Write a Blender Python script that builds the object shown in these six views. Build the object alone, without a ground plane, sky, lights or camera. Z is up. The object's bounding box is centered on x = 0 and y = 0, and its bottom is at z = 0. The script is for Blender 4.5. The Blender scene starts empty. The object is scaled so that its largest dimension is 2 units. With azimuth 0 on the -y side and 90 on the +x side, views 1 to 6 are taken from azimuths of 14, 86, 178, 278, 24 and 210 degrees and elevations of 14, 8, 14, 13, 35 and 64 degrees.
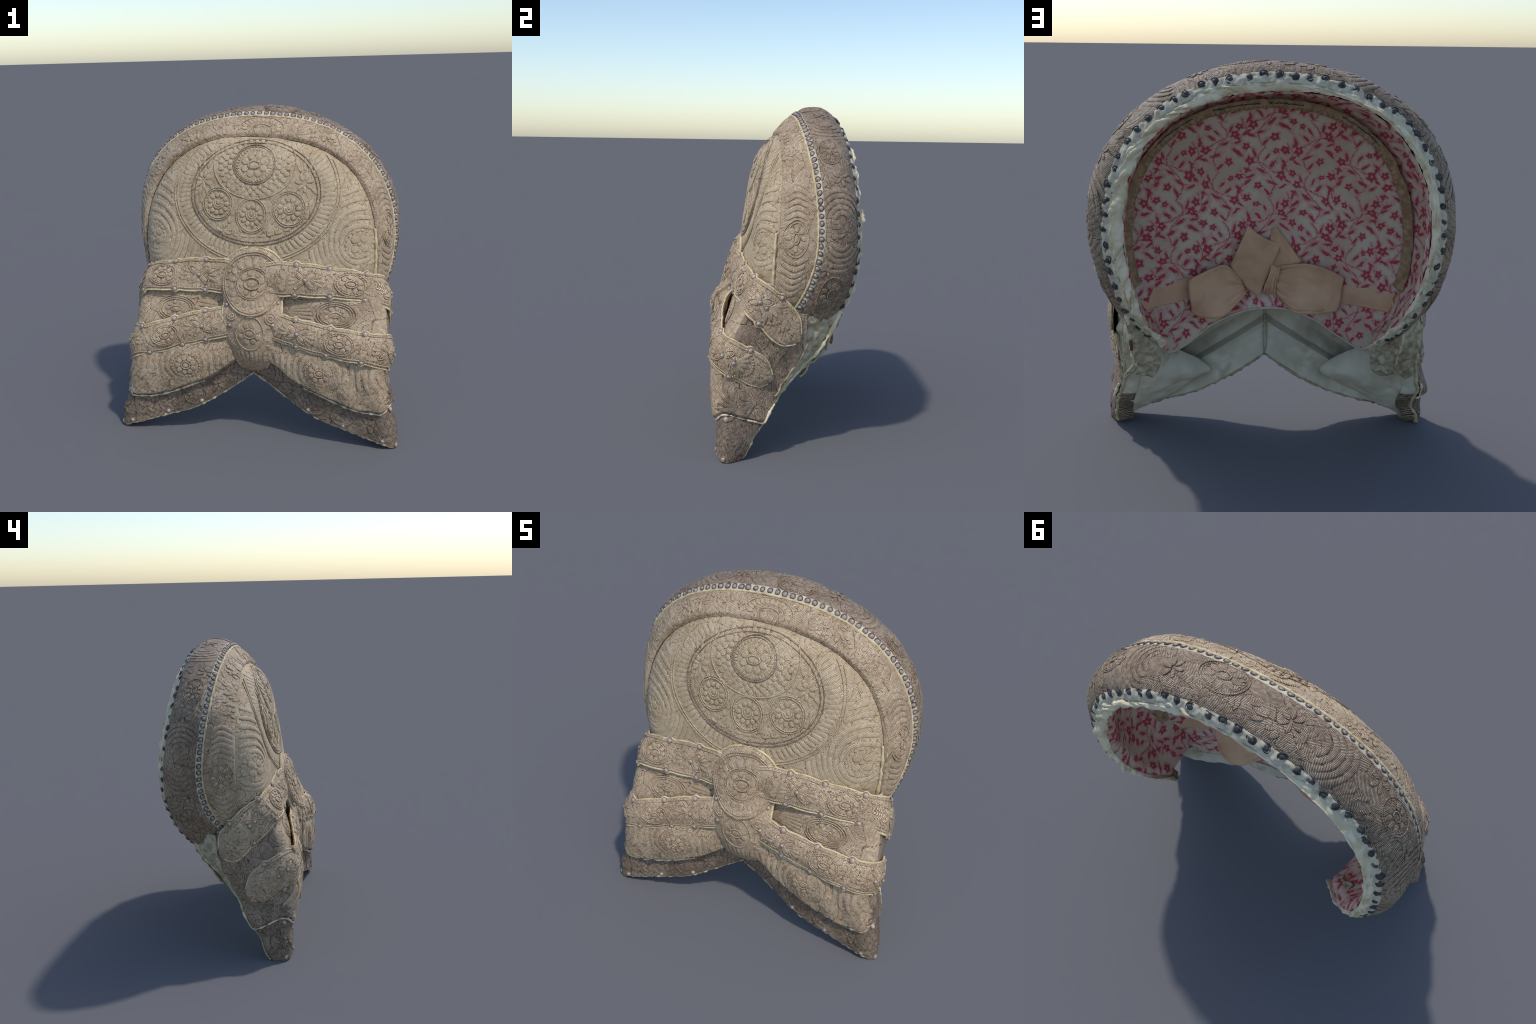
# Antique embroidered bonnet: crown panel, two bands with sequin rows, pleated bow with knot,
# white crumpled rim, printed lining with a silk ribbon bow inside.
import bpy, math, random
import numpy as np

random.seed(7)
RNG = np.random.default_rng(7)
PI = math.pi
CZ = 1.22                      # height of the centre the arch turns about

# ------------------------------------------------------------------ maths helpers
def spline(xs, ys):
    """smooth cubic interpolation through control points (ys may be vectors)"""
    xs = np.asarray(xs, float); ys = np.asarray(ys, float)
    m = np.gradient(ys, xs, axis=0)
    def f(x):
        x = np.asarray(x, float); xc = np.clip(x, xs[0], xs[-1])
        i = np.clip(np.searchsorted(xs, xc) - 1, 0, len(xs) - 2)
        h = xs[i + 1] - xs[i]; t = (xc - xs[i]) / h
        if ys.ndim > 1: h = h[..., None]; t = t[..., None]
        return ((2*t**3 - 3*t**2 + 1) * ys[i] + (t**3 - 2*t**2 + t) * h * m[i]
                + (-2*t**3 + 3*t**2) * ys[i + 1] + (t**3 - t**2) * h * m[i + 1])
    return f

def smooth(a, b, x):
    t = np.clip((np.asarray(x, float) - a) / (b - a), 0, 1); return t * t * (3 - 2 * t)

def _hash(ix, iy, iz, seed):
    n = (ix * 374761393 + iy * 668265263 + iz * 2147483647 + seed * 974634777) & 0xFFFFFFFF
    n = ((n ^ (n >> 13)) * 1274126177) & 0xFFFFFFFF
    return ((n ^ (n >> 16)) & 0xFFFF) / 32767.5 - 1.0

def vnoise(P, scale, seed=0):
    """smooth value noise in -1..1"""
    Q = np.asarray(P, float) * scale + 100.0
    I = np.floor(Q).astype(np.int64); F = Q - I; F = F * F * (3 - 2 * F)
    out = 0
    for dx in (0, 1):
        for dy in (0, 1):
            for dz in (0, 1):
                w = (F[..., 0] if dx else 1 - F[..., 0]) * (F[..., 1] if dy else 1 - F[..., 1]) * (F[..., 2] if dz else 1 - F[..., 2])
                out = out + w * _hash(I[..., 0] + dx, I[..., 1] + dy, I[..., 2] + dz, seed)
    return out

def fields(a, b, size, seed=0, stretch=1.6, pitch=0.026):
    """irregular stitched fields: (thread angle, distance to a groove) at metric positions a,b.
    Most fields are fans: concentric rows about a focus, the threads crossing each row."""
    a = np.asarray(a, float); b = np.asarray(b, float)
    p = np.stack([a / (size * stretch) + 50.0, b / size + 50.0], -1); c = np.floor(p).astype(np.int64)
    d1 = np.full(p.shape[:-1], 9.0); d2 = d1.copy(); z = np.zeros(p.shape[:-1]); ang = z.copy(); fx = z.copy(); fy = z.copy(); fan = z.copy()
    for i in (-1, 0, 1):
        for j in (-1, 0, 1):
            q = c + np.array([i, j]); o = q[..., 0] * 0; H = lambda k: _hash(q[..., 0], q[..., 1], o + k, seed)
            cx = q[..., 0] + .5 + .42 * H(0); cy = q[..., 1] + .5 + .42 * H(1)
            d = np.hypot(p[..., 0] - cx, p[..., 1] - cy)
            near = d < d1; d2 = np.where(near, d1, np.minimum(d2, d)); d1 = np.where(near, d, d1)
            ang = np.where(near, H(2) * PI, ang); fan = np.where(near, H(3), fan)
            fx = np.where(near, (cx - 50 + .55 * H(4)) * size * stretch, fx); fy = np.where(near, (cy - 50 + .55 * H(5)) * size, fy)
    r = np.hypot(a - fx, b - fy); is_fan = fan > -.45
    ring = np.abs(((r / pitch) % 1.0) - .5) * pitch
    d = np.minimum((d2 - d1) * size * 0.5, np.where(is_fan & (r > .4 * pitch), .5 * pitch - ring, 9.0))
    return np.where(is_fan, np.arctan2(b - fy, a - fx), ang), d

def unit(v):
    return v / (np.linalg.norm(v, axis=-1, keepdims=True) + 1e-12)

# ------------------------------------------------------------------ node helpers
class X:
    """a scalar socket with arithmetic, to write shader maths as formulas"""
    def __init__(s, t, sock): s.t, s.s = t, sock
    def _m(s, op, *o, clamp=False):
        n = s.t.nodes.new('ShaderNodeMath'); n.operation = op; n.use_clamp = clamp
        for i, v in enumerate((s,) + o):
            if isinstance(v, X): s.t.links.new(v.s, n.inputs[i])
            else: n.inputs[i].default_value = v
        return X(s.t, n.outputs[0])
    def __add__(s, o): return s._m('ADD', o)
    __radd__ = __add__
    def __mul__(s, o): return s._m('MULTIPLY', o)
    __rmul__ = __mul__
    def __sub__(s, o): return s._m('SUBTRACT', o)
    def __rsub__(s, o): return s._m('MULTIPLY', -1.0)._m('ADD', o)
    def __truediv__(s, o): return s._m('DIVIDE', o)
    def floor(s): return s._m('FLOOR')
    def sin(s): return s._m('SINE')
    def cos(s): return s._m('COSINE')
    def abs(s): return s._m('ABSOLUTE')
    def sqrt(s): return s._m('SQRT')
    def min(s, o): return s._m('MINIMUM', o)
    def max(s, o): return s._m('MAXIMUM', o)
    def atan2(s, o): return s._m('ARCTAN2', o)
    def mod(s, o): return s._m('FLOORED_MODULO', o)
    def ramp(s, a, b):
        n = s.t.nodes.new('ShaderNodeMapRange'); n.interpolation_type = 'SMOOTHSTEP'
        s.t.links.new(s.s, n.inputs['Value']); n.inputs['From Min'].default_value = min(a, b); n.inputs['From Max'].default_value = max(a, b)
        n.inputs['To Min'].default_value = 0.0 if a < b else 1.0; n.inputs['To Max'].default_value = 1.0 if a < b else 0.0
        return X(s.t, n.outputs[0])

class Mat:
    def __init__(s, name, rough=0.7, metal=0.0, spec=0.3):
        s.m = bpy.data.materials.new(name); s.m.use_nodes = True; s.t = s.m.node_tree
        s.b = s.t.nodes['Principled BSDF']; s.b.inputs['Roughness'].default_value = rough
        s.b.inputs['Metallic'].default_value = metal; s.b.inputs['Specular IOR Level'].default_value = spec
        s.co = s.t.nodes.new('ShaderNodeTexCoord')
        s.sep = None
    def xyz(s):
        if s.sep is None:
            n = s.t.nodes.new('ShaderNodeSeparateXYZ'); s.t.links.new(s.co.outputs['Object'], n.inputs[0])
            s.sep = [X(s.t, n.outputs[i]) for i in range(3)]
        return s.sep
    def noise(s, scale, detail=2.0, vec=None, rough=0.5):
        n = s.t.nodes.new('ShaderNodeTexNoise'); n.inputs['Scale'].default_value = scale
        n.inputs['Detail'].default_value = detail; n.inputs['Roughness'].default_value = rough
        s.t.links.new(vec if vec is not None else s.co.outputs['Object'], n.inputs['Vector'])
        return X(s.t, n.outputs['Fac'])
    def dot(s, v):
        n = s.t.nodes.new('ShaderNodeVectorMath'); n.operation = 'DOT_PRODUCT'
        s.t.links.new(s.co.outputs['Object'], n.inputs[0]); n.inputs[1].default_value = v
        return X(s.t, n.outputs['Value'])
    def mapping(s, scale, rot=(0, 0, 0)):
        n = s.t.nodes.new('ShaderNodeMapping'); n.inputs['Scale'].default_value = scale; n.inputs['Rotation'].default_value = rot
        s.t.links.new(s.co.outputs['Object'], n.inputs[0]); return n.outputs[0]
    def mix(s, fac, a, b):
        n = s.t.nodes.new('ShaderNodeMix'); n.data_type = 'RGBA'
        if isinstance(fac, X): s.t.links.new(fac.s, n.inputs[0])
        else: n.inputs[0].default_value = fac
        for k, v in ((6, a), (7, b)):
            if isinstance(v, tuple): n.inputs[k].default_value = v + (1,)
            else: s.t.links.new(v, n.inputs[k])
        return n.outputs[2]
    def color(s, c):
        if isinstance(c, tuple): s.b.inputs['Base Color'].default_value = c + (1,)
        else: s.t.links.new(c, s.b.inputs['Base Color'])
    def bump(s, h, strength=0.5, dist=0.003):
        n = s.t.nodes.new('ShaderNodeBump'); n.inputs['Strength'].default_value = strength; n.inputs['Distance'].default_value = dist
        s.t.links.new(h.s, n.inputs['Height']); s.t.links.new(n.outputs[0], s.b.inputs['Normal'])

# thread directions: the axes of a cube, its face and space diagonals
AXES = unit(np.array([(1,0,0),(0,1,0),(0,0,1),(1,1,0),(1,-1,0),(1,0,1),(1,0,-1),(0,1,1),(0,1,-1),
                      (1,1,1),(1,1,-1),(1,-1,1),(-1,1,1)], float))

def thread_set(name, light, warm, dark, gap=0.50, period=0.0058, blotch=0.15):
    """couched metal thread: fine parallel ribs, one material for each rib direction"""
    out = []
    for i, ax in enumerate(AXES):
        M = Mat(name, rough=0.52, spec=0.45)
        big = M.noise(9.0, 3.0); mid = M.noise(55.0, 2.0); fine = M.noise(260.0, 1.0)
        ph = M.dot(tuple(ax * (2 * PI / period))) + mid * 2.5
        rib = ph.sin() * 0.5 + 0.5 + (fine - 0.5) * 0.7
        k = rib.ramp(gap - 0.32, gap + 0.20)
        tone = (big * 0.6 + mid * 0.55).ramp(0.40, 0.78)
        col = M.mix(tone, light, warm)
        stain = (M.noise(3.6, 4.0) * .7 + mid * .3).ramp(0.44, 0.64)
        col = M.mix(stain * blotch, col, tuple(c * .55 for c in warm))
        col = M.mix(k, dark, col)
        spark = fine.ramp(0.66, 0.80) * k
        col = M.mix(spark * 0.35, col, (0.78, 0.72, 0.63))
        M.color(col); M.bump(rib, 0.6, 0.0024)
        out.append(M.m)
    G = Mat(name + '_groove', rough=0.8, spec=0.2)        # bare silk between the stitched fields
    G.color(G.mix(G.noise(70.0, 2.0).ramp(0.35, 0.65), dark, tuple(0.5 * (a + b) for a, b in zip(dark, warm))))
    out.append(G.m)
    return out

THREAD_CROWN = thread_set('silver_thread_pale', (0.93, 0.745, 0.505), (0.69, 0.52, 0.325), (0.200, 0.130, 0.066))
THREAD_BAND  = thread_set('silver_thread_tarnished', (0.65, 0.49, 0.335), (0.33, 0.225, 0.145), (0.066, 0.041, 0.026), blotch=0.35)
THREAD_BOW   = thread_set('silver_thread_rosy', (0.92, 0.715, 0.485), (0.59, 0.425, 0.265), (0.135, 0.083, 0.046), blotch=0.25)
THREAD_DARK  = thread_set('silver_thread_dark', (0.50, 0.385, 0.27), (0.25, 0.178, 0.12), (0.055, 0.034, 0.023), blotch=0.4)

def cloth(name, c1, c2, scale=8.0, weave=700.0, rough=0.8, stain=None):
    M = Mat(name, rough=rough, spec=0.2)
    a = M.noise(scale, 4.0); w = M.noise(weave, 1.0)
    col = M.mix(a.ramp(0.35, 0.68), c1, c2)
    if stain: col = M.mix(M.noise(scale * 0.8 + 3.1, 3.0).ramp(0.56, 0.72) * 0.75, col, stain)
    M.color(col); M.bump(w * 0.3 + M.noise(60.0, 3.0), 0.25, 0.004)
    return M.m

PALE_CORD = cloth('cream_cord', (0.70, 0.59, 0.37), (0.52, 0.41, 0.23), 25)
PALE_EDGE = cloth('cream_felt_edge', (0.60, 0.49, 0.30), (0.42, 0.35, 0.22), 30)
BEAD_BED  = cloth('grey_cream_felt', (0.62, 0.57, 0.43), (0.46, 0.40, 0.29), 30)
LINEN     = cloth('white_linen', (0.68, 0.63, 0.49), (0.56, 0.50, 0.37), 5, stain=(0.42, 0.36, 0.22))
RIM_CLOTH = cloth('white_crumpled_binding', (0.80, 0.70, 0.50), (0.64, 0.53, 0.335), 14, stain=(0.50, 0.38, 0.20))
GAUZE     = cloth('yellowed_gauze', (0.50, 0.46, 0.33), (0.33, 0.27, 0.16), 22, stain=(0.24, 0.15, 0.07))
SILK      = cloth('peach_silk', (0.72, 0.46, 0.28), (0.60, 0.36, 0.21), 6, rough=0.5, stain=(0.60, 0.44, 0.25))
TRIM      = cloth('brown_gathered_braid', (0.46, 0.33, 0.19), (0.30, 0.20, 0.11), 30, stain=(0.36, 0.13, 0.10))
BLUE_THREAD = cloth('blue_thread', (0.035, 0.09, 0.17), (0.02, 0.05, 0.12), 40)
RUST      = cloth('rust_hook', (0.20, 0.09, 0.03), (0.10, 0.05, 0.02), 60)

def bead_material(name, c1, c2, metal):
    M = Mat(name, rough=0.5, metal=metal, spec=0.35)
    M.color(M.mix(M.noise(90.0, 2.0).ramp(0.35, 0.65), c1, c2)); return M.m
SEQUIN = bead_material('tarnished_sequin', (0.44, 0.355, 0.31), (0.27, 0.21, 0.18), 0.05)
RIVET  = bead_material('rosy_tarnished_stud', (0.58, 0.46, 0.385), (0.40, 0.30, 0.25), 0.05)
BLACKB = bead_material('blackened_bead', (0.085, 0.076, 0.072), (0.032, 0.029, 0.029), 0.0)

def floral(name, band=False):
    """red sprigs with a pink halo printed on off-white cotton"""
    M = Mat(name, rough=0.85, spec=0.15)
    x, y, z = M.xyz()
    if band:
        u = x.atan2(z - CZ) * 0.66; v = y * 1.0 + 0.3
    else:
        u, v = x, z
    u = u * 1.15; v = v * 1.15
    n1 = M.noise(5.0, 2.0); n2 = M.noise(11.0, 2.0)
    u = u + (n1 - 0.5) * 0.07; v = v + (n2 - 0.5) * 0.06
    W, H = 0.262, 0.30
    p = u / W + 0.5; col = p.floor(); fx = (p - col - 0.5) * W
    q = v / H + col.mod(2.0) * 0.5; row = q.floor(); fz = (q - row - 0.5) * H
    flip = ((row + col * 2.0).mod(2.0) * 2.0 - 1.0); fx = fx * flip
    d = None
    def put(e):
        nonlocal d
        d = e if d is None else d.min(e)
    def ellipse(cx, cz, a, b, ang):
        c, s = math.cos(ang), math.sin(ang)
        dx = fx - cx; dz = fz - cz
        e1 = (dx * c + dz * s) / a; e2 = (dz * c - dx * s) / b
        put(((e1 * e1 + e2 * e2).sqrt() - 1.0) * b)
    def flower(cx, cz, R, ph):
        dx = fx - cx; dz = fz - cz
        r = (dx * dx + dz * dz).sqrt(); a = dz.atan2(dx)
        lobes = (a * 5.0 + ph).cos() * 0.17 + 0.80
        put((r - lobes * R).max(r * -1.0 + R * 0.2))
    curl = (fz * (2 * PI / H)).sin() * 0.042
    stem = (fx - curl).abs() - 0.0030
    dots = ((fz * 520.0).sin() * 0.5 + 0.5) * 0.003
    put(stem + dots)
    branch = (fz - 0.03 - (fx * 20.0).sin() * 0.03).abs() - 0.0028
    branch = branch.max(fx.abs() - 0.105)
    put(branch + ((fx * 520.0).sin() * 0.5 + 0.5) * 0.003)
    flower(0.088, 0.070, 0.029, 0.4); flower(-0.082, -0.018, 0.030, 1.3); flower(0.050, -0.085, 0.026, 2.2); flower(-0.06, 0.115, 0.020, 0.0)
    for cx, cz, a, b, an in ((0.030, 0.005, .026, .0085, 0.6), (0.062, 0.105, .024, .008, 1.3), (-0.045, 0.045, .025, .009, 2.4),
                             (-0.105, 0.030, .024, .008, 1.8), (0.095, -0.030, .025, .009, 2.6), (-0.030, -0.060, .026, .009, 0.4),
                             (-0.085, -0.085, .025, .008, 2.7), (0.000, -0.120, .024, .008, 0.9), (0.105, 0.020, .020, .007, 0.3),
                             (-0.015, 0.085, .020, .007, 2.2)):
        ellipse(cx, cz, a, b, an)
    # second sprig set filling between the first
    p = u / W; col = p.floor(); fx = (p - col - 0.5) * W
    q = v / H + col.mod(2.0) * 0.5 + 0.27; row = q.floor(); fz = (q - row - 0.5) * H
    stem = (fx + (fz * (4 * PI / H)).sin() * 0.016).abs() - 0.0026
    put((stem + ((fz * 520.0).sin() * 0.5 + 0.5) * 0.003).max(fz.abs() - 0.10))
    flower(0.022, 0.055, 0.027, 0.9); flower(-0.020, -0.075, 0.024, 1.9)
    for cx, cz, a, b, an in ((-0.022, 0.015, .022, .008, 2.3), (0.024, -0.020, .022, .008, 0.8), (-0.022, 0.095, .020, .0075, 2.0), (0.018, -0.115, .020, .007, 0.7)):
        ellipse(cx, cz, a, b, an)
    rag = (M.noise(120.0, 2.0) - 0.5) * 0.012
    d = d + rag
    ground = M.mix(M.noise(4.0, 3.0).ramp(0.45, 0.7), (0.68, 0.575, 0.44), (0.57, 0.46, 0.315))
    halo = M.mix(M.noise(60.0, 2.0).ramp(0.3, 0.7), (0.62, 0.33, 0.28), (0.65, 0.42, 0.35))
    c = M.mix((d + (M.noise(30.0, 2.0) - 0.5) * 0.02).ramp(0.019, 0.002), ground, halo)
    c = M.mix(d.ramp(0.0034, -0.0026), c, (0.46, 0.075, 0.095))
    M.color(c); M.bump(M.noise(500.0, 1.0) * 0.3 + M.noise(14.0, 2.0), 0.3, 0.006)
    return M.m
PRINT = floral('red_sprig_print'); PRINT_BAND = floral('red_sprig_print_band', True)

# ------------------------------------------------------------------ scene tree
def empty(name, label=None, category=None):
    e = bpy.data.objects.new(name, None); bpy.context.scene.collection.objects.link(e)
    if label: e['label'] = label; e['category'] = category
    return e
BONNET = empty('bonnet', 'antique silver-embroidered bonnet with pleated bow and floral lining', 'bonnet')

def add(ob, parent):
    bpy.context.scene.collection.objects.link(ob); ob.parent = parent; return ob

def mesh_obj(name, V, F, mats, parent, fm=None, smooth_shade=True, kind=None, sharp=None):
    me = bpy.data.meshes.new(name)
    V = np.array(V, float); V[:, 2] = np.maximum(V[:, 2], 0.0)          # cloth resting on the ground is pressed flat
    me.from_pydata(V.tolist(), [], F if isinstance(F, list) else F.tolist())
    for m in (mats if isinstance(mats, (list, tuple)) else [mats]): me.materials.append(m)
    if fm is not None: me.polygons.foreach_set('material_index', np.asarray(fm, np.int32))
    me.polygons.foreach_set('use_smooth', np.full(len(me.polygons), smooth_shade))
    if sharp: me.set_sharp_from_angle(angle=math.radians(sharp))
    me.update()
    ob = bpy.data.objects.new(name, me); add(ob, parent)
    if kind: ob['kind'] = kind
    return ob

def grid_faces(nu, nv, off=0, flip=False, wrap=False):
    i, j = np.meshgrid(np.arange(nu if wrap else nu - 1), np.arange(nv - 1), indexing='ij')
    a = (i * nv + j).ravel(); i2 = (i + 1) % nu; b = (i2 * nv + j).ravel()
    f = np.stack([a, b, b + 1, a + 1], 1)
    return (f[:, ::-1] if flip else f) + off

class Panel:
    """parametric cloth surface; outward normals"""
    def __init__(s, S, sign=1.0, flat=False, eps=(1e-3, 1e-3)):
        s.S, s.sign, s.flat, s.eps = S, sign, flat, eps
    def frame(s, u, v):
        a, b = s.eps
        Su = (s.S(u + a, v) - s.S(u - a, v)) / (2 * a); Sv = (s.S(u, v + b) - s.S(u, v - b)) / (2 * b)
        return Su, Sv, unit(np.cross(Su, Sv)) * s.sign
    def uv(s, u0, v0, a, b):
        if s.flat: return u0 + a, v0 + b
        Su, Sv, n = s.frame(np.array(u0), np.array(v0))
        lu = np.linalg.norm(Su); e1 = Su / lu; e2 = np.cross(n, e1) * s.sign
        dv = b / np.dot(Sv, e2); du = (a - dv * np.dot(Sv, e1)) / lu
        return u0 + du, v0 + dv

def axis_of(g):
    return np.abs(g @ AXES.T).argmax(-1)

class Stitch:
    """collects raised embroidery pads, strips and cords on one panel"""
    def __init__(s, panel): s.p = panel; s.V = []; s.F = []; s.M = []; s.n = 0; s.Q = []
    taken = []
    def _lay(s, u, v, H, F, M):          # queue points lying H above the panel
        s.Q.append((u, v, H)); s.F += (F + s.n).tolist() if not isinstance(F, list) else [[k + s.n for k in f] for f in F]
        s.M += list(M); s.n += len(u); s.V.append(len(u))
    def flush(s):
        if s.Q:
            u, v, H = (np.concatenate([q[i] for q in s.Q]) for i in range(3)); P = s.p.S(u, v) + s.p.frame(u, v)[2] * H[:, None]
            o = 0
            for i, x in enumerate(s.V):
                if isinstance(x, int): s.V[i] = P[o:o + x]; o += x
            s.Q = []
    def _put(s, P, F, M):
        s.V.append(P); s.F += (F + s.n).tolist() if not isinstance(F, list) else [[k + s.n for k in f] for f in F]
        s.M += list(M); s.n += len(P)
    def _axis(s, u, v, ang):
        Su, Sv, n = s.p.frame(u, v); e1 = unit(Su); e2 = np.cross(n, e1) * s.p.sign
        return axis_of(-np.sin(ang)[..., None] * e1 + np.cos(ang)[..., None] * e2)
    def pad(s, u0, v0, a0, b0, rx, ry, rot=0.0, h=0.008, thread=0.0, shape='ellipse', seg=18):
        """domed satin-stitch pad centred (a0,b0) metres from (u0,v0)"""
        ph = np.arange(seg) * 2 * PI / seg
        r = np.ones(seg)
        if shape == 'petal': r = 1 - 0.22 * np.cos(ph)          # fuller at the outer end
        if shape == 'block': r = 1 / np.maximum(np.abs(np.cos(ph)), np.abs(np.sin(ph))) ** 0.72
        h *= 0.47; rings = (0.0, 0.5, 0.76, 0.87, 1.0); prof = (1.0, 0.96, 0.82, 0.50, -0.50)
        A = []; Bq = []; H = []
        for q, k in zip(rings, prof):
            if q == 0: A.append([0.0]); Bq.append([0.0]); H.append([h])
            else:
                A.append(q * rx * r * np.cos(ph)); Bq.append(q * ry * r * np.sin(ph)); H.append(np.full(seg, h * k))
        A = np.concatenate(A); Bq = np.concatenate(Bq); H = np.concatenate(H)
        c, sn = math.cos(rot), math.sin(rot)
        a = a0 + A * c - Bq * sn; b = b0 + A * sn + Bq * c
        u, v = s.p.uv(u0, v0, a, b)
        F = [[0, 1 + i, 1 + (i + 1) % seg] for i in range(seg)]
        for k in range(3):
            o = 1 + k * seg
            F += [[o + i, o + seg + i, o + seg + (i + 1) % seg, o + (i + 1) % seg] for i in range(seg)]
        if s.p.sign < 0: F = [f[::-1] for f in F]
        ax = int(s._axis(np.array(u0 if s.p.flat is False else u[0]), np.array(v0 if s.p.flat is False else v[0]), np.array(thread)))
        s._lay(u, v, H, F, [ax] * (len(F) - seg) + [13] * seg)
    def strip(s, u0, v0, a, b, w, h=0.007, along=False, taper=True, ends=True):
        """padded strip along the path (a,b); threads cross it unless along is set"""
        a = np.asarray(a, float); b = np.asarray(b, float); n = len(a)
        ta = np.gradient(a); tb = np.gradient(b); L = np.hypot(ta, tb) + 1e-9; na, nb = -tb / L, ta / L
        w = np.broadcast_to(np.asarray(w, float), (n,)).copy()
        h *= 0.5; hh = np.full(n, h)
        if taper:
            t = np.linspace(0, 1, n); e = np.sqrt(np.clip(1 - (2 * t - 1) ** 6, 0, 1)); w *= 0.25 + 0.75 * e; hh *= e
        q = np.array([-1.0, -0.88, -0.6, 0.0, 0.6, 0.88, 1.0]); prof = np.array([-0.6, 0.45, 0.92, 1.0, 0.92, 0.45, -0.6])
        A = a[:, None] + na[:, None] * q * w[:, None] * 0.5; B = b[:, None] + nb[:, None] * q * w[:, None] * 0.5
        H = hh[:, None] * prof
        u, v = s.p.uv(u0, v0, A.ravel(), B.ravel())
        F = grid_faces(n, 7, flip=(s.p.sign > 0))
        th = np.arctan2(tb, ta) + (0 if along else PI / 2)
        uc, vc = s.p.uv(u0, v0, a, b); ax = s._axis(uc, vc, th)
        M = np.repeat(ax[:-1, None], 6, 1); M[:, 0] = M[:, 5] = 13; M = M.ravel()
        s._lay(u, v, H.ravel(), F, M)
    def cord(s, u0, v0, a, b, r=0.005, lift=0.002, closed=False, twist=0.02, seg=8):
        """twisted cord laid on the panel"""
        a = np.asarray(a, float); b = np.asarray(b, float)
        L = np.concatenate([[0], np.cumsum(np.hypot(np.diff(a), np.diff(b)))]); n = max(8, int(L[-1] / 0.0042))
        t = np.linspace(0, L[-1], n); a = np.interp(t, L, a); b = np.interp(t, L, b)
        u, v = s.p.uv(u0, v0, a, b); C = s.p.S(u, v); N = s.p.frame(u, v)[2]
        T = unit(np.gradient(C, axis=0)); B = np.cross(T, N); C = C + N * lift
        ph = np.arange(seg) * 2 * PI / seg
        r = r * 0.70; rr = r * (0.78 + 0.34 * np.abs(np.cos(ph[None] + t[:, None] * PI / twist)))
        P = C[:, None] + rr[..., None] * (np.cos(ph)[None, :, None] * N[:, None] + np.sin(ph)[None, :, None] * B[:, None])
        i, j = np.meshgrid(np.arange(n - 1), np.arange(seg), indexing='ij'); j2 = (j + 1) % seg
        F = np.stack([i * seg + j, i * seg + j2, (i + 1) * seg + j2, (i + 1) * seg + j], -1).reshape(-1, 4)
        ax = axis_of(unit(T[:-1] + 0.8 * B[:-1]))
        s._put(P.reshape(-1, 3), F, np.repeat(ax, seg))
    # ---- compound motifs
    def flower(s, u0, v0, a0=0, b0=0, n=8, r0=0.02, r1=0.06, w=0.018, rot=0.0, h=0.009, ell=1.0, eye=True, tilt=0.0):
        for k in range(n):
            t = rot + 2 * PI * k / n; rm = 0.5 * (r0 + r1)
            s.pad(u0, v0, a0 + rm * math.cos(t) * ell, b0 + rm * math.sin(t), 0.5 * (r1 - r0) * (1 + (ell - 1) * abs(math.cos(t))), w, t, h,
                  t + PI / 2 + random.uniform(-.3, .3), 'petal', 14)
        if eye: s.pad(u0, v0, a0, b0, r0 * 0.8 * ell, r0 * 0.62, 0, h, 0.0)
    def ring(s, u0, v0, rx, ry=None, a0=0, b0=0, r=0.005, t0=0, t1=2 * PI, rot=0.0, lift=0.003):
        ry = ry or rx; t = np.linspace(t0, t1, max(24, int((t1 - t0) * max(rx, ry) / 0.006)))
        A, B = rx * np.cos(t), ry * np.sin(t)
        s.cord(u0, v0, a0 + A * math.cos(rot) - B * math.sin(rot), b0 + A * math.sin(rot) + B * math.cos(rot), r, lift)
    def blocks(s, u0, v0, n, rx0, rx1, ry0=None, ry1=None, a0=0, b0=0, h=0.007, t0=0.0, t1=2 * PI, fill=0.86, skew=0.0, keep=None):
        ry0 = ry0 or rx0; ry1 = ry1 or rx1
        for k in range(n):
            t = t0 + (t1 - t0) * (k + .5) / n
            q = np.linspace(0.02, 0.98, 6); tt = t + skew * q
            a = a0 + (rx0 + (rx1 - rx0) * q) * np.cos(tt); b = b0 + (ry0 + (ry1 - ry0) * q) * np.sin(tt)
            if keep is not None and not keep(a[3], b[3]): continue
            w = fill * (t1 - t0) / n * np.hypot(a - a0, b - b0)
            s.strip(u0, v0, a, b, w, h, along=False)
    def arcs(s, u0, v0, radii, t0, t1, w=0.024, a0=0, b0=0, ell=1.0, h=0.006, rot=0.0, keep=None):
        for r in radii:
            t = np.linspace(t0, t1, max(8, int(abs(t1 - t0) * r / 0.015)))
            A, B = r * np.cos(t), r * ell * np.sin(t)
            a = a0 + A * math.cos(rot) - B * math.sin(rot); b = b0 + A * math.sin(rot) + B * math.cos(rot)
            if keep is not None:
                k = keep(a, b)
                if k.sum() < 5: continue
                i = np.where(k)[0]; a = a[i[0]:i[-1] + 1]; b = b[i[0]:i[-1] + 1]
            s.strip(u0, v0, a, b, w, h)
    def spiral(s, u0, v0, a0, b0, R, turns=2.2, sgn=1, r=0.005):
        t = np.linspace(0, turns * 2 * PI, 90); rr = R * (1 - 0.9 * t / t[-1])
        s.cord(u0, v0, a0 + rr * np.cos(sgn * t), b0 + rr * np.sin(sgn * t), r)
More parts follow.
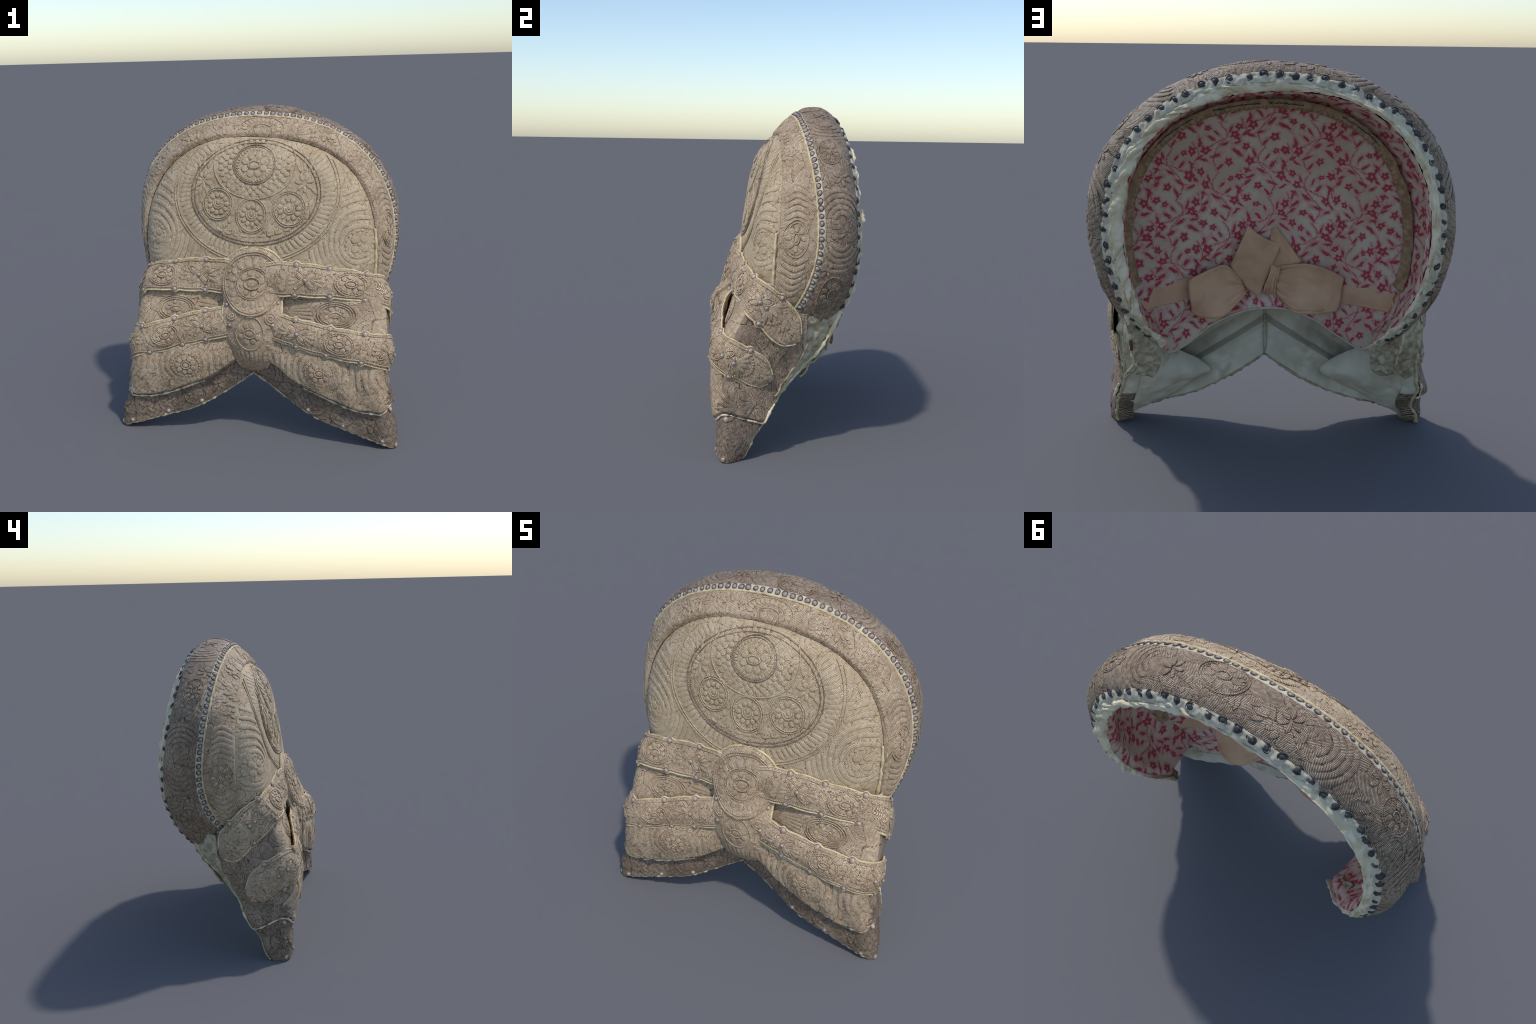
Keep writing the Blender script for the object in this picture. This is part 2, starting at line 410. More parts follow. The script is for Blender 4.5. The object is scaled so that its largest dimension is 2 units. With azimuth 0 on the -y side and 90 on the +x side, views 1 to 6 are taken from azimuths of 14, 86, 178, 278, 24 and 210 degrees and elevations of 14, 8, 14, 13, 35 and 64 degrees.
    def fill(s, us, vs, n, size, keep=None, flow=None, h=0.006, gap=0.8, slim=0.42):
        """small satin leaves in the space other motifs leave free"""
        s.flush(); occ = np.concatenate(Stitch.taken + s.V)[::3] if (Stitch.taken or s.n) else np.zeros((0, 3))
        cell = size * gap; busy = set(map(tuple, np.floor(occ / cell).astype(int).tolist())) if len(occ) else set()
        cand = [(random.uniform(*us), random.uniform(*vs)) for k in range(n)]
        cand = [c for c in cand if keep is None or keep(*c)]
        Pc = s.p.S(np.array([c[0] for c in cand]), np.array([c[1] for c in cand])); Cc = np.floor(Pc / cell).astype(int)
        for (u, v), c in zip(cand, Cc):
            hit = False
            for i in (-1, 0, 1):
                for j in (-1, 0, 1):
                    for m in (-1, 0, 1):
                        if (c[0] + i, c[1] + j, c[2] + m) in busy and (abs(i) + abs(j) + abs(m) < 2): hit = True
            if hit: continue
            busy.add(tuple(c.tolist())); a = flow(u, v) if flow else random.uniform(0, PI)
            q = random.uniform(.8, 1.15) * size; s.pad(u, v, 0, 0, q, q * slim, a, h, a + random.choice((PI / 2, .9, 2.2)), 'petal', 12)
    def done(s, name, parent, threads):
        s.flush()
        if s.n: Stitch.taken.append(np.concatenate(s.V))
        if s.n: return mesh_obj(name, np.concatenate(s.V), s.F, threads, parent, s.M, kind='stuff')

def groove_index(ax, d, width=0.0014):
    return np.where(d < width, 13, ax)

def ground(name, panel, us, vs, threads, parent, size, lump=0.0015, metric=None, seed=1):
    """cloth ground of a panel, stitched in irregular fields of differing thread direction"""
    U, V = np.meshgrid(us, vs, indexing='ij'); P = panel.S(U, V); N = panel.frame(U, V)[2]
    A, B = metric(U, V)
    ang, d = fields(A, B, size, seed)
    dome = 0.0010 * (np.clip(d / 0.010, 0, 1) ** 0.5 - 1)
    P = P + N * (vnoise(P, 38, 3) * lump + vnoise(P, 12, 5) * lump * 1.5 + dome)[..., None]
    Uc = 0.25 * (U[1:, 1:] + U[:-1, 1:] + U[1:, :-1] + U[:-1, :-1]); Vc = 0.25 * (V[1:, 1:] + V[:-1, 1:] + V[1:, :-1] + V[:-1, :-1])
    Su, Sv, n = panel.frame(Uc, Vc); e1 = unit(Su); e2 = np.cross(n, e1) * panel.sign
    ang, d = fields(*metric(Uc, Vc), size, seed)
    g = -np.sin(ang)[..., None] * e1 + np.cos(ang)[..., None] * e2
    return mesh_obj(name, P.reshape(-1, 3), grid_faces(len(us), len(vs), flip=panel.sign < 0), threads, parent, groove_index(axis_of(g), d).ravel())

def sweep(name, C, r, mat, parent, seg=8, wob=0.0, kind=None, seed=1):
    C = np.asarray(C, float); T = unit(np.gradient(C, axis=0)); up = np.array([0.1, 1.0, 0.07])
    A = unit(np.cross(T, up)); B = np.cross(T, A); ph = np.arange(seg) * 2 * PI / seg
    r = np.broadcast_to(np.asarray(r, float), (len(C),))
    D = np.cos(ph)[None, :, None] * A[:, None] + np.sin(ph)[None, :, None] * B[:, None]
    P = C[:, None] + D * r[:, None, None]
    if wob: P = P + D * (vnoise(P, 55, seed) * wob)[..., None]
    n = len(C); i, j = np.meshgrid(np.arange(n - 1), np.arange(seg), indexing='ij'); j2 = (j + 1) % seg
    F = np.stack([i * seg + j, i * seg + j2, (i + 1) * seg + j2, (i + 1) * seg + j], -1).reshape(-1, 4).tolist()
    F += [list(range(seg))[::-1], [(n - 1) * seg + k for k in range(seg)]]
    return mesh_obj(name, P.reshape(-1, 3), F, mat, parent, kind=kind)

def slab(name, S, nu, nv, th, mats, parent, wrinkle=0.0, seed=1, scale=20, kind=None):
    """solid sheet with thickness th over the unit square"""
    u, v = np.meshgrid(np.linspace(0, 1, nu), np.linspace(0, 1, nv), indexing='ij')
    P = S(u, v); N = Panel(S).frame(np.clip(u, .002, .998), np.clip(v, .002, .998))[2]
    if wrinkle: P = P + N * (vnoise(P, scale, seed) * wrinkle + vnoise(P, scale * 2.7, seed + 1) * wrinkle * 0.45)[..., None]
    Q = np.concatenate([(P + N * th / 2).reshape(-1, 3), (P - N * th / 2).reshape(-1, 3)])
    k = nu * nv
    F = grid_faces(nu, nv).tolist() + grid_faces(nu, nv, k, True).tolist()
    idx = np.arange(k).reshape(nu, nv)
    loop = np.concatenate([idx[:-1, 0], idx[-1, :-1], idx[:0:-1, -1], idx[0, :0:-1]])
    F += [[int(loop[i]), int(loop[i] + k), int(loop[(i + 1) % len(loop)] + k), int(loop[(i + 1) % len(loop)])] for i in range(len(loop))]
    return mesh_obj(name, Q, F, mats, parent, kind=kind)

# ------------------------------------------------------------------ the arch: rails measured about (0, CZ)
DEG = np.radians(np.arange(-140, 141, 10))
R0r = spline(DEG, [.864,.832,.805,.783,.766,.753,.743,.734,.722,.704,.68,.654,.627,.607,.596,.597,.609,.629,.654,.677,.694,.704,.71,.719,.734,.758,.793,.839,.895])
R0y = spline(DEG, [-.061,-.06,-.059,-.057,-.054,-.05,-.047,-.044,-.041,-.04,-.039,-.039,-.039,-.04,-.041,-.042,-.044,-.045,-.047,-.05,-.056,-.065,-.075,-.085,-.092,-.096,-.096,-.091,-.082])
R1r = spline(DEG, [.83,.826,.82,.815,.815,.834,.85,.853,.845,.826,.798,.768,.741,.721,.712,.715,.728,.747,.767,.784,.795,.801,.805,.809,.814,.819,.824,.826,.828])
R1y = spline(DEG, [-.23,-.10,.0,.105,.150,.158,.146,.128,.108,.092,.079,.071,.065,.062,.061,.062,.065,.071,.081,.095,.112,.127,.137,.135,.114,.068,-.005,-.105,-.234])
RBr = spline(DEG, [.88,.875,.87,.872,.874,.881,.89,.894,.89,.875,.851,.826,.803,.787,.780,.780,.785,.796,.809,.826,.838,.846,.846,.842,.838,.841,.850,.862,.875])
R2r = spline(DEG, [.796,.789,.785,.784,.785,.791,.798,.804,.804,.795,.776,.754,.735,.72,.713,.712,.716,.724,.733,.74,.741,.737,.732,.729,.732,.74,.753,.767,.783])
R2y = spline(DEG, [.202,.293,.358,.398,.415,.412,.395,.373,.35,.333,.323,.315,.309,.305,.302,.302,.306,.315,.325,.336,.347,.357,.365,.368,.361,.34,.301,.24,.155])
R3r = spline(DEG, [.778,.755,.738,.729,.727,.73,.737,.744,.745,.738,.721,.697,.671,.65,.639,.638,.646,.657,.666,.67,.668,.661,.652,.647,.649,.663,.691,.736,.797])
R4r = spline(DEG, [.80,.775,.75,.725,.705,.69,.675,.662,.648,.632,.614,.594,.575,.561,.554,.555,.564,.579,.597,.615,.631,.644,.656,.67,.689,.705,.73,.755,.79])

def polar(th, r, y):
    return np.stack([r * np.sin(th), y + 0 * th, CZ + r * np.cos(th)], -1)

def crown_y(x, z):
    """leaning cushion: nearly flat, steepening just inside the seam"""
    th = np.arctan2(x, z - CZ); r = np.hypot(x, z - CZ); th = np.clip(th, -2.4, 2.4)
    q = np.clip(r / R0r(th), 0, 1); flat = -0.254 + 0.150 * (z - 1.17) + 0.018 * x + np.where(x < 0, .030, .018) * np.clip(np.abs(x) / .42, 0, 1) ** 2
    return flat + (R0y(th) - flat) * q ** 7.5

crown_S = lambda x, z: np.stack([x + 0 * z, crown_y(x, z), z + 0 * x], -1)
CROWN = Panel(crown_S, sign=1.0, flat=True, eps=(2e-3, 2e-3))     # (x,z): Su x Sv points to -y

def inner_S(th, v):
    r0, y0, r1, y1 = R0r(th), R0y(th), R1r(th), R1y(th)
    b = np.sin(PI * np.clip(v, 0, 1)) ** 0.7
    lip = np.exp(-((v - 0.16) / 0.14) ** 2)
    r = r0 + (r1 - r0) * v + (.026 * b - .004 * lip) * (1 - .45 * np.exp(-(th / .55) ** 2))
    y = y0 + 0.008 + (y1 - y0 - 0.008) * v - (.019 * b + .022 * lip) * (1 - .45 * np.exp(-(th / .55) ** 2))
    return polar(th, r, y)
INNER = Panel(inner_S, sign=1.0)

def outer_S(th, v):
    r1, y1, r2, y2, rb = R1r(th), R1y(th), R2r(th), R2y(th), RBr(th)
    c = 2 * v - 1
    base = r1 + (r2 - r1) * v
    mid = rb - 0.012 - 0.5 * (r1 + r2)
    r = base + mid * (1 - np.abs(c) ** 2.3) * (1 + .10 * c)
    y = y1 + (y2 - y1) * (v - 0.10 * np.sin(2 * PI * v) / (PI))
    return polar(th, r, y)
OUTER = Panel(outer_S, sign=1.0)

# ------------------------------------------------------------------ crown
crown = empty('crown'); crown.parent = BONNET
def crown_dir(u, v, P):
    side = np.abs(u + 0.02) > 0.40
    d = np.where(side, np.sign(u) * (0.25 + 0.9 * np.sin((v - 1.2) * 2.2)), 0.3 * np.sin(u * 9 + v * 7) + 0.1)
    low = (v < 1.14); return np.where(low, 0.15 * np.sign(u), d)
# polar grid filling the seam outline
th = np.linspace(-PI, PI, 901)[:-1]; q = np.linspace(0, 1, 190) ** 0.75
def crown_polar(t, s):
    tt = np.clip(t, -2.35, 2.35); r = R0r(tt); lim = np.abs(t) > 2.35
    r = np.where(lim, np.minimum(r, 0.270 / np.maximum(-np.cos(t), 1e-3)), r)
    r = np.minimum(r, np.where(np.cos(t) < -0.05, 0.270 / np.maximum(-np.cos(t), 1e-3), 9))
    return np.stack([s * r * np.sin(t), 0 * s, CZ + s * r * np.cos(t)], -1)
T, Qq = np.meshgrid(th, q, indexing='ij'); P = crown_polar(T, Qq); P = crown_S(P[..., 0], P[..., 2])
N = CROWN.frame(P[..., 0], P[..., 2])[2]
edge = np.clip(1 - (1 - Qq) / 0.05, 0, 1); ang_, d_ = fields(P[..., 0], P[..., 2], .085, 5, 1.3)
P = P + N * (vnoise(P, 30, 3) * 0.0012 + vnoise(P, 9, 4) * 0.003 + 0.0016 * (np.clip(d_ / .010, 0, 1) ** .5 - 1))[..., None] + np.array([0, 1, 0]) * (edge ** 2 * 0.012)[..., None]
F = grid_faces(900, 190, wrap=True, flip=True)
C = P.reshape(-1, 3)[F].mean(1); a1, dd = fields(C[:, 0], C[:, 2], .085, 5, 1.3); ang = a1
Su, Sv, n = CROWN.frame(C[:, 0], C[:, 2]); e1 = unit(Su); e2 = np.cross(n, e1)
mesh_obj('crown_cloth', P.reshape(-1, 3), F, THREAD_CROWN, crown, groove_index(axis_of(-np.sin(ang)[:, None] * e1 + np.cos(ang)[:, None] * e2), dd, .0013))

def inside(a, b, m=0.02):           # inside the crown seam and above the bow
    t = np.arctan2(a, b - CZ); return (np.hypot(a, b - CZ) < R0r(np.clip(t, -2.4, 2.4)) - m) & (b > 1.03)

OX, OZ, OA, OB = 0.0, 1.492, 0.398, 0.306        # the big oval
S = Stitch(CROWN)
S.ring(0, 0, OA, OB, OX, OZ, r=0.0050, lift=0.002)
S.ring(0, 0, OA - 0.020, OB - 0.018, OX, OZ, r=0.0040)
S.done('oval_cord', crown, THREAD_BAND)
S = Stitch(CROWN)
ok = lambda a, b: bool(inside(np.array(a), np.array(b), 0.03))
S.blocks(0, 0, 84, OA + 0.012, OA + 0.086, OB + 0.012, OB + 0.082, OX, OZ, h=0.0065, fill=0.97, skew=0.03, keep=ok)
S.done('oval_border_block', crown, THREAD_CROWN)
S = Stitch(CROWN)
for rr in (0.097, 0.113):
    t2 = np.linspace(PI / 2, PI * 2.5, 500); a = OX + (OA + rr) * np.cos(t2); b = OZ + (OB + rr * 0.96) * np.sin(t2); k = np.where(inside(a, b, 0.015))[0]
    for run in np.split(k, np.where(np.diff(k) > 1)[0] + 1):
        if len(run) > 20: S.cord(0, 0, a[run], b[run], 0.0050)
S.done('oval_border_cord', crown, THREAD_CROWN)
S = Stitch(CROWN)
# top medallion: cord, blocks and rows of scales
MX, MZ = -0.005, 1.659
S.ring(0, 0, 0.127, 0.112, MX, MZ, r=0.0052, lift=.002); S.ring(0, 0, 0.117, 0.102, MX, MZ, r=0.0036, lift=.001)
S.done('medallion_cord', crown, THREAD_BAND)
S = Stitch(CROWN)
S.flower(0, 0, MX, MZ, 8, 0.036, 0.082, 0.0215, PI / 8, 0.009, 1.1, False)
for k in range(34):
    t = 2 * PI * k / 34; S.pad(0, 0, MX + .103 * math.cos(t), MZ + .090 * math.sin(t), .0095, .0075, t, .006, t + .5, seg=8)
S.pad(0, 0, MX, MZ, 0.036, 0.020, 0, 0.012, PI / 2); S.ring(0, 0, 0.036, 0.020, MX, MZ, r=0.005, lift=0.008)
S.blocks(0, 0, 26, 0.135, 0.168, 0.120, 0.150, MX, MZ, h=0.009, fill=0.84)
for row, (ra, rb, n) in enumerate(((0.172, 0.198, 26), (0.200, 0.222, 30))):
    for k in range(n):
        t = 2 * PI * (k + 0.5 * row) / n; a = MX + 0.5 * (ra + rb) * math.cos(t); b = MZ + 0.43 * (ra + rb) * math.sin(t)
        if ok(a, b): S.pad(0, 0, a, b, 0.019, 0.0165, t, 0.009, t + random.choice((0, PI / 2, .8)), 'petal', 12)
S.done('medallion_petal', crown, THREAD_CROWN)
S = Stitch(CROWN)
t = np.linspace(-PI * 1.17, PI * 0.17, 200); S.cord(0, 0, MX + 0.250 * np.cos(t), MZ + 0.198 * np.sin(t), 0.006)
S.done('medallion_border', crown, THREAD_CROWN)
# three flower roundels beneath it
for fx, fz, ra, rb in ((-0.226, 1.428, 0.082, 0.086), (-0.017, 1.362, 0.083, 0.095), (0.212, 1.402, 0.088, 0.094)):
    S = Stitch(CROWN)
    S.ring(0, 0, ra, rb, fx, fz, r=0.0052); S.ring(0, 0, ra + 0.011, rb + 0.011, fx, fz, r=0.0045)
    S.flower(0, 0, fx, fz, 11, 0.040, ra - 0.010, 0.0145, random.random(), 0.010, 1.0, False)
    for r in (0.034, 0.021):
        tt = np.linspace(-PI * 1.1, PI * 0.1, 20); S.strip(0, 0, fx + r * 0.9 * np.cos(tt), fz + 0.006 + r * np.sin(tt), 0.0115, 0.008)
    S.pad(0, 0, fx, fz + 0.010, 0.010, 0.016, 0, 0.010, 0.0)
    for k in range(26):
        tt = 2 * PI * k / 26; S.pad(0, 0, fx + (ra - 0.005) * math.cos(tt), fz + (rb - 0.005) * math.sin(tt), 0.006, 0.005, tt, 0.006, tt, seg=8)
    S.done('flower_roundel', crown, THREAD_CROWN)
# leaf sprays between the roundels and the small side flowers
S = Stitch(CROWN)
for sx, fz in ((-0.323, 1.570), (0.300, 1.552)):
    for k in range(7):
        t = 2 * PI * k / 7 + 0.3; S.pad(0, 0, sx + 0.040 * math.cos(t), fz + 0.040 * math.sin(t), 0.025, 0.012, t, 0.009, t + .7, 'petal', 12)
    for k in range(5):
        t = PI / 2 + (k - 2) * 0.36 + (0.35 if sx > 0 else -0.35) * -1; r = 0.115
        if ok(sx + r * math.cos(t), fz + r * math.sin(t)):
            S.pad(0, 0, sx + r * math.cos(t), fz + r * math.sin(t), 0.042, 0.011, t, 0.008, t + 0.6, 'petal', 14)
    for k in range(4):
        t = -PI / 2 + (k - 1.5) * 0.55; S.pad(0, 0, sx + 0.085 * math.cos(t), fz + 0.075 * math.sin(t), 0.026, 0.010, t, 0.007, t + .6, 'petal', 12)
for cx in (-0.115, 0.100):
    for k in range(5):
        t = -PI / 2 + (k - 2) * 0.30; S.pad(0, 0, cx + 0.045 * math.cos(t), 1.338 + 0.07 * math.sin(t), 0.036, 0.0095, t, 0.007, t + .6, 'petal', 12)
for k in range(9):
    x0 = -0.21 + 0.052 * k; z0 = 1.236 + 0.9 * (x0 + 0.02) ** 2
    S.pad(0, 0, x0, z0, 0.024, 0.009, 0.9 * (x0 + 0.02) * 2, 0.007, 1.2, 'petal', 12)
S.done('leaf_spray', crown, THREAD_CROWN)
# side fields: flower with feathered arcs spreading round it
for sx, fx, fz in ((1, 0.628, 1.190), (-1, -0.655, 1.215)):
    S = Stitch(CROWN)
    S.flower(0, 0, fx, fz, 4, 0.018, 0.068, 0.024, PI / 4, 0.009, 1.0, True)
    for k in range(18):
        t = 2 * PI * k / 18; S.pad(0, 0, fx + 0.078 * math.cos(t), fz + 0.080 * math.sin(t), 0.011, 0.007, t + PI / 2, 0.006, t, seg=8)
    S.done('side_flower', crown, THREAD_CROWN)
    S = Stitch(CROWN)
    lim = lambda a, b, sx=sx: inside(a, b, 0.012) & (((a - OX) / (OA + 0.122)) ** 2 + ((b - OZ) / (OB + 0.118)) ** 2 > 1) & (b > 1.06)
    for j, r in enumerate(np.arange(0.106, 0.66, 0.031)):
        t = np.linspace(0, 2 * PI, 140) + (0 if sx < 0 else PI)
        g = 1.0 + 0.9 * j / 12
        a = fx - sx * 0.0 + r * np.cos(t); b = fz + 0.010 * j + r * (1.02 + 0.05 * j) * np.sin(t)
        k = lim(a, b)
        runs = np.split(np.where(k)[0], np.where(np.diff(np.where(k)[0]) > 1)[0] + 1)
        for i in runs:
            if len(i) > 6: S.strip(0, 0, a[i], b[i], 0.0305, 0.0055)
    S.done('feather_arc', crown, THREAD_CROWN)

S = Stitch(CROWN)
in_oval = lambda a, b: ((a - OX) / (OA - .03)) ** 2 + ((b - OZ) / (OB - .03)) ** 2 < 1 and ok(a, b)
S.fill((-.38, .38), (1.2, 1.79), 5000, .019, in_oval, lambda u, v: math.atan2(v - 1.42, u) + 1.1, .0055, .95, .5)
S.done('satin_leaf', crown, THREAD_CROWN)
tt = np.linspace(math.radians(86), math.radians(117), 90); C = polar(tt, R0r(tt) - .004, R0y(tt) - .012)
sweep('seam_cord', C + .002 * vnoise(C, 40, 3)[:, None], .0075 + .003 * vnoise(C, 30, 5) + .003 * smooth(1.5, 2.0, tt), PALE_CORD, crown, 8, .002)
# ------------------------------------------------------------------ bands
inner_band = empty('inner_band'); inner_band.parent = BONNET
outer_band = empty('outer_band'); outer_band.parent = BONNET
TH0, TH1 = math.radians(-134), math.radians(134)
ground('inner_band_cloth', INNER, np.linspace(-2.18, 2.12, 950), np.linspace(0, 1, 56), THREAD_BOW, inner_band, .085, .0015, lambda u, v: (u * .78, v * .19), 11)
ground('outer_band_cloth', OUTER, np.linspace(TH0, TH1, 1050), np.linspace(0, 1.0, 105), THREAD_BAND, outer_band, .115, .0015, lambda u, v: (u * .82, v * .34), 12)

def clampband(S, u, v):              # keeps motif pads on their band
    return S
S = Stitch(INNER)
for d in (-92, 88):                   # large ovals low on each side
    u = math.radians(d)
    S.ring(u, .5, 0.105, 0.066, r=0.0042, lift=.002); S.ring(u, .5, 0.088, 0.054, r=0.0035, lift=.001)
    S.flower(u, .5, n=8, r0=0.028, r1=0.062, w=0.014, ell=1.35, h=0.009, eye=False)
    S.ring(u, .5, 0.030, 0.016, r=0.0055); S.pad(u, .5, 0, 0, 0.024, 0.012, 0, 0.008, 0)
    for sg in (-1, 1):
        for j in range(6):
            off = 0.135 + 0.036 * j
            t = np.linspace(-1, 1, 12); a = sg * (off - 0.035 * (t ** 2)); b = 0.066 * t
            S.strip(u, .5, a, b, 0.030, 0.006)
S.done('side_oval', inner_band, THREAD_BOW)
S = Stitch(INNER)
for d in (-36, 33):                   # dark raised clusters
    u = math.radians(d)
    for k in range(26):
        t = random.uniform(0, 2 * PI); r = math.sqrt(random.random()); S.pad(u, .5, 0.085 * r * math.cos(t), 0.052 * r * math.sin(t), 0.016, 0.009, random.uniform(0, PI), 0.011, random.uniform(0, PI), seg=10)
S.done('leaf_cluster', inner_band, THREAD_BOW)
S = Stitch(INNER)
u = math.radians(1)
for k in range(13):
    t = PI * (k + .5) / 13; S.pad(u, .45, 0.115 * math.cos(t), -0.03 + 0.075 * math.sin(t), 0.020, 0.011, t, 0.009, t, 'petal', 12)
t = np.linspace(0.1, PI - 0.1, 30); S.cord(u, .45, 0.075 * np.cos(t), -0.045 + 0.05 * np.sin(t), 0.005); S.cord(u, .45, 0.145 * np.cos(t), -0.04 + 0.105 * np.sin(t), 0.005)
S.done('top_rosette', inner_band, THREAD_CROWN)
S = Stitch(INNER); S.fill((-2.0, 1.95), (.2, .85), 1600, .024, None, lambda u, v: 1.3 + .8 * math.sin(u * 11), .0045, 1.2, .38); S.done('band_leaf', inner_band, THREAD_BOW)

S = Stitch(OUTER)
for d, v, sc in ((8, .40, 1.0), (-112, .50, .95), (110, .52, .95), (-55, .45, .8), (52, .45, .8)):
    u = math.radians(d)
    S.ring(u, v, 0.112 * sc, 0.080 * sc, r=0.0042, lift=.002); S.ring(u, v, 0.098 * sc, 0.068 * sc, r=0.0034, lift=.001)
    S.flower(u, v, n=9, r0=0.030 * sc, r1=0.074 * sc, w=0.017 * sc, ell=1.25, h=0.009, eye=False, rot=.3)
    S.ring(u, v, 0.032 * sc, 0.018 * sc, r=0.0055); S.pad(u, v, 0, 0, 0.026 * sc, 0.013 * sc, 0, 0.008, 0)
    for k in range(24):
        t = 2 * PI * k / 24; S.pad(u, v, 0.088 * sc * math.cos(t), 0.060 * sc * math.sin(t), 0.008, 0.005, t + .6, 0.006, t, seg=8)
S.done('oval_medallion', outer_band, THREAD_BAND)
S = Stitch(OUTER)
for d, sg in ((-28, -1), (-78, 1), (35, 1), (78, -1), (-90, -1), (92, 1)):
    u = math.radians(d)
    for j in range(5):
        r = 0.05 + 0.032 * j; t = np.linspace(-1.25, 1.25, 16)
        S.strip(u, .52, sg * (r * np.cos(t) - 0.05), r * 0.95 * np.sin(t), 0.027, 0.006)
for d, v in ((-16, .5), (24, .55), (-45, .3), (64, .6), (-66, .55), (-100, .35), (100, .3), (122, .5), (-122, .55)):
    u = math.radians(d)
    for k in range(6):
        t = 2 * PI * k / 6 + d; S.pad(u, v, 0.036 * math.cos(t), 0.036 * math.sin(t), 0.024, 0.011, t, 0.008, t + .8, 'petal', 12)
S.fill((-2.1, 2.1), (.16, .84), 2600, .026, None, lambda u, v: 1.2 * math.sin(u * 9) + v * 2, .0045, 1.3, .36)
S.done('band_spray', outer_band, THREAD_BAND)

# cream bed and piping under the sequin row
def strip_on(name, panel, u, v0, v1, n, lift, mat, parent, seed=3, wob=0.0015):
    vs = np.linspace(v0, v1, n); U, Vv = np.meshgrid(u, vs, indexing='ij'); P = panel.S(U, Vv); N = panel.frame(U, Vv)[2]
    prof = np.sin(np.linspace(0.0, PI, n)) ** 0.5
    P = P + N * (lift * prof[None] + wob * vnoise(P, 70, seed) - 0.001 * (prof[None] < .01))[..., None]
    return mesh_obj(name, P.reshape(-1, 3), grid_faces(len(u), n, flip=panel.sign < 0), mat, parent)
U1 = np.linspace(math.radians(-128), math.radians(123), 700)
strip_on('sequin_bed', OUTER, U1, -0.02, 0.150, 9, 0.0050, BEAD_BED, outer_band)
P = OUTER.S(U1, np.full_like(U1, -0.012)); N = OUTER.frame(U1, np.full_like(U1, 0.01))[2]
wv = vnoise(P, 40, 9)[:, None] * 0.003
sweep('piping', P + N * (0.006 + wv), 0.0072 + 0.002 * vnoise(P, 25, 4), PALE_CORD, outer_band, 8, 0.0018)

def bead_mesh(name, R, dome, ring, mat, wire):
    """domed sequin ringed by a wire: lathe of a small profile"""
    prof = [(0.0, dome), (0.30, dome * .92), (0.55, dome * .60), (0.66, dome * .22), (0.72, ring * .55), (0.82, ring), (0.93, ring * .8), (1.0, 0.0), (1.0, -0.3 * ring)]
    seg = 18; V = [(0, 0, prof[0][1])]; F = []
    for r, z in prof[1:]:
        V += [(R * r * math.cos(2 * PI * i / seg), R * r * math.sin(2 * PI * i / seg), z) for i in range(seg)]
    F += [[0, 1 + i, 1 + (i + 1) % seg] for i in range(seg)]
    for k in range(len(prof) - 2):
        o = 1 + k * seg; F += [[o + i, o + seg + i, o + seg + (i + 1) % seg, o + (i + 1) % seg] for i in range(seg)]
    me = bpy.data.meshes.new(name); me.from_pydata(V, [], F); me.materials.append(mat); me.materials.append(wire)
    me.polygons.foreach_set('material_index', np.array([0] * (seg * 3) + [1] * (len(F) - 3 * seg), np.int32))
    me.polygons.foreach_set('use_smooth', np.ones(len(F), bool)); me.update(); return me
from mathutils import Vector, Matrix
def place(name, me, P, N, parent, sc=1.0, stretch=1.0, tilt=0.12):
    ob = bpy.data.objects.new(name, me); n = Vector(N).normalized()
    n = (n + Vector((random.uniform(-tilt, tilt), random.uniform(-tilt, tilt), random.uniform(-tilt, tilt)))).normalized()
    q = n.to_track_quat('Z', 'Y').to_matrix().to_4x4() @ Matrix.Rotation(random.uniform(0, 6.28), 4, 'Z')
    ob.matrix_world = Matrix.Translation(Vector(P)) @ q @ Matrix.Diagonal((sc * stretch, sc / stretch, sc, 1))
    add(ob, parent); return ob

WIRE = bead_material('dark_wire', (0.15, 0.11, 0.095), (0.08, 0.058, 0.05), 0.2)
SEQ = bead_mesh('sequin', 0.0170, 0.0076, 0.0044, SEQUIN, WIRE)
BLK = bead_mesh('black_bead', 0.0206, 0.0118, 0.005, BLACKB, BLACKB)
STUD = bead_mesh('stud', 0.0182, 0.0095, 0.0050, RIVET, bead_material('stud_ring', (0.34, 0.255, 0.19), (0.20, 0.145, 0.105), 0.05))
def spaced(f, a, b, step):
    t = np.linspace(a, b, 3000); P = f(t); L = np.concatenate([[0], np.cumsum(np.linalg.norm(np.diff(P, axis=0), axis=1))])
    n = int(L[-1] / step); return np.interp(np.linspace(0, L[-1], n), L, t)
for t in spaced(lambda t: OUTER.S(t, 0 * t + .07), math.radians(-126), math.radians(121), 0.0412):
    t += random.uniform(-.003, .003); v = 0.068 + random.uniform(-.006, .006); p = OUTER.S(np.array(t), np.array(v)); n = OUTER.frame(np.array(t), np.array(v))[2]
    place('sequin', SEQ, p + n * 0.0045, n, outer_band, random.uniform(.88, 1.12), random.uniform(.92, 1.08))

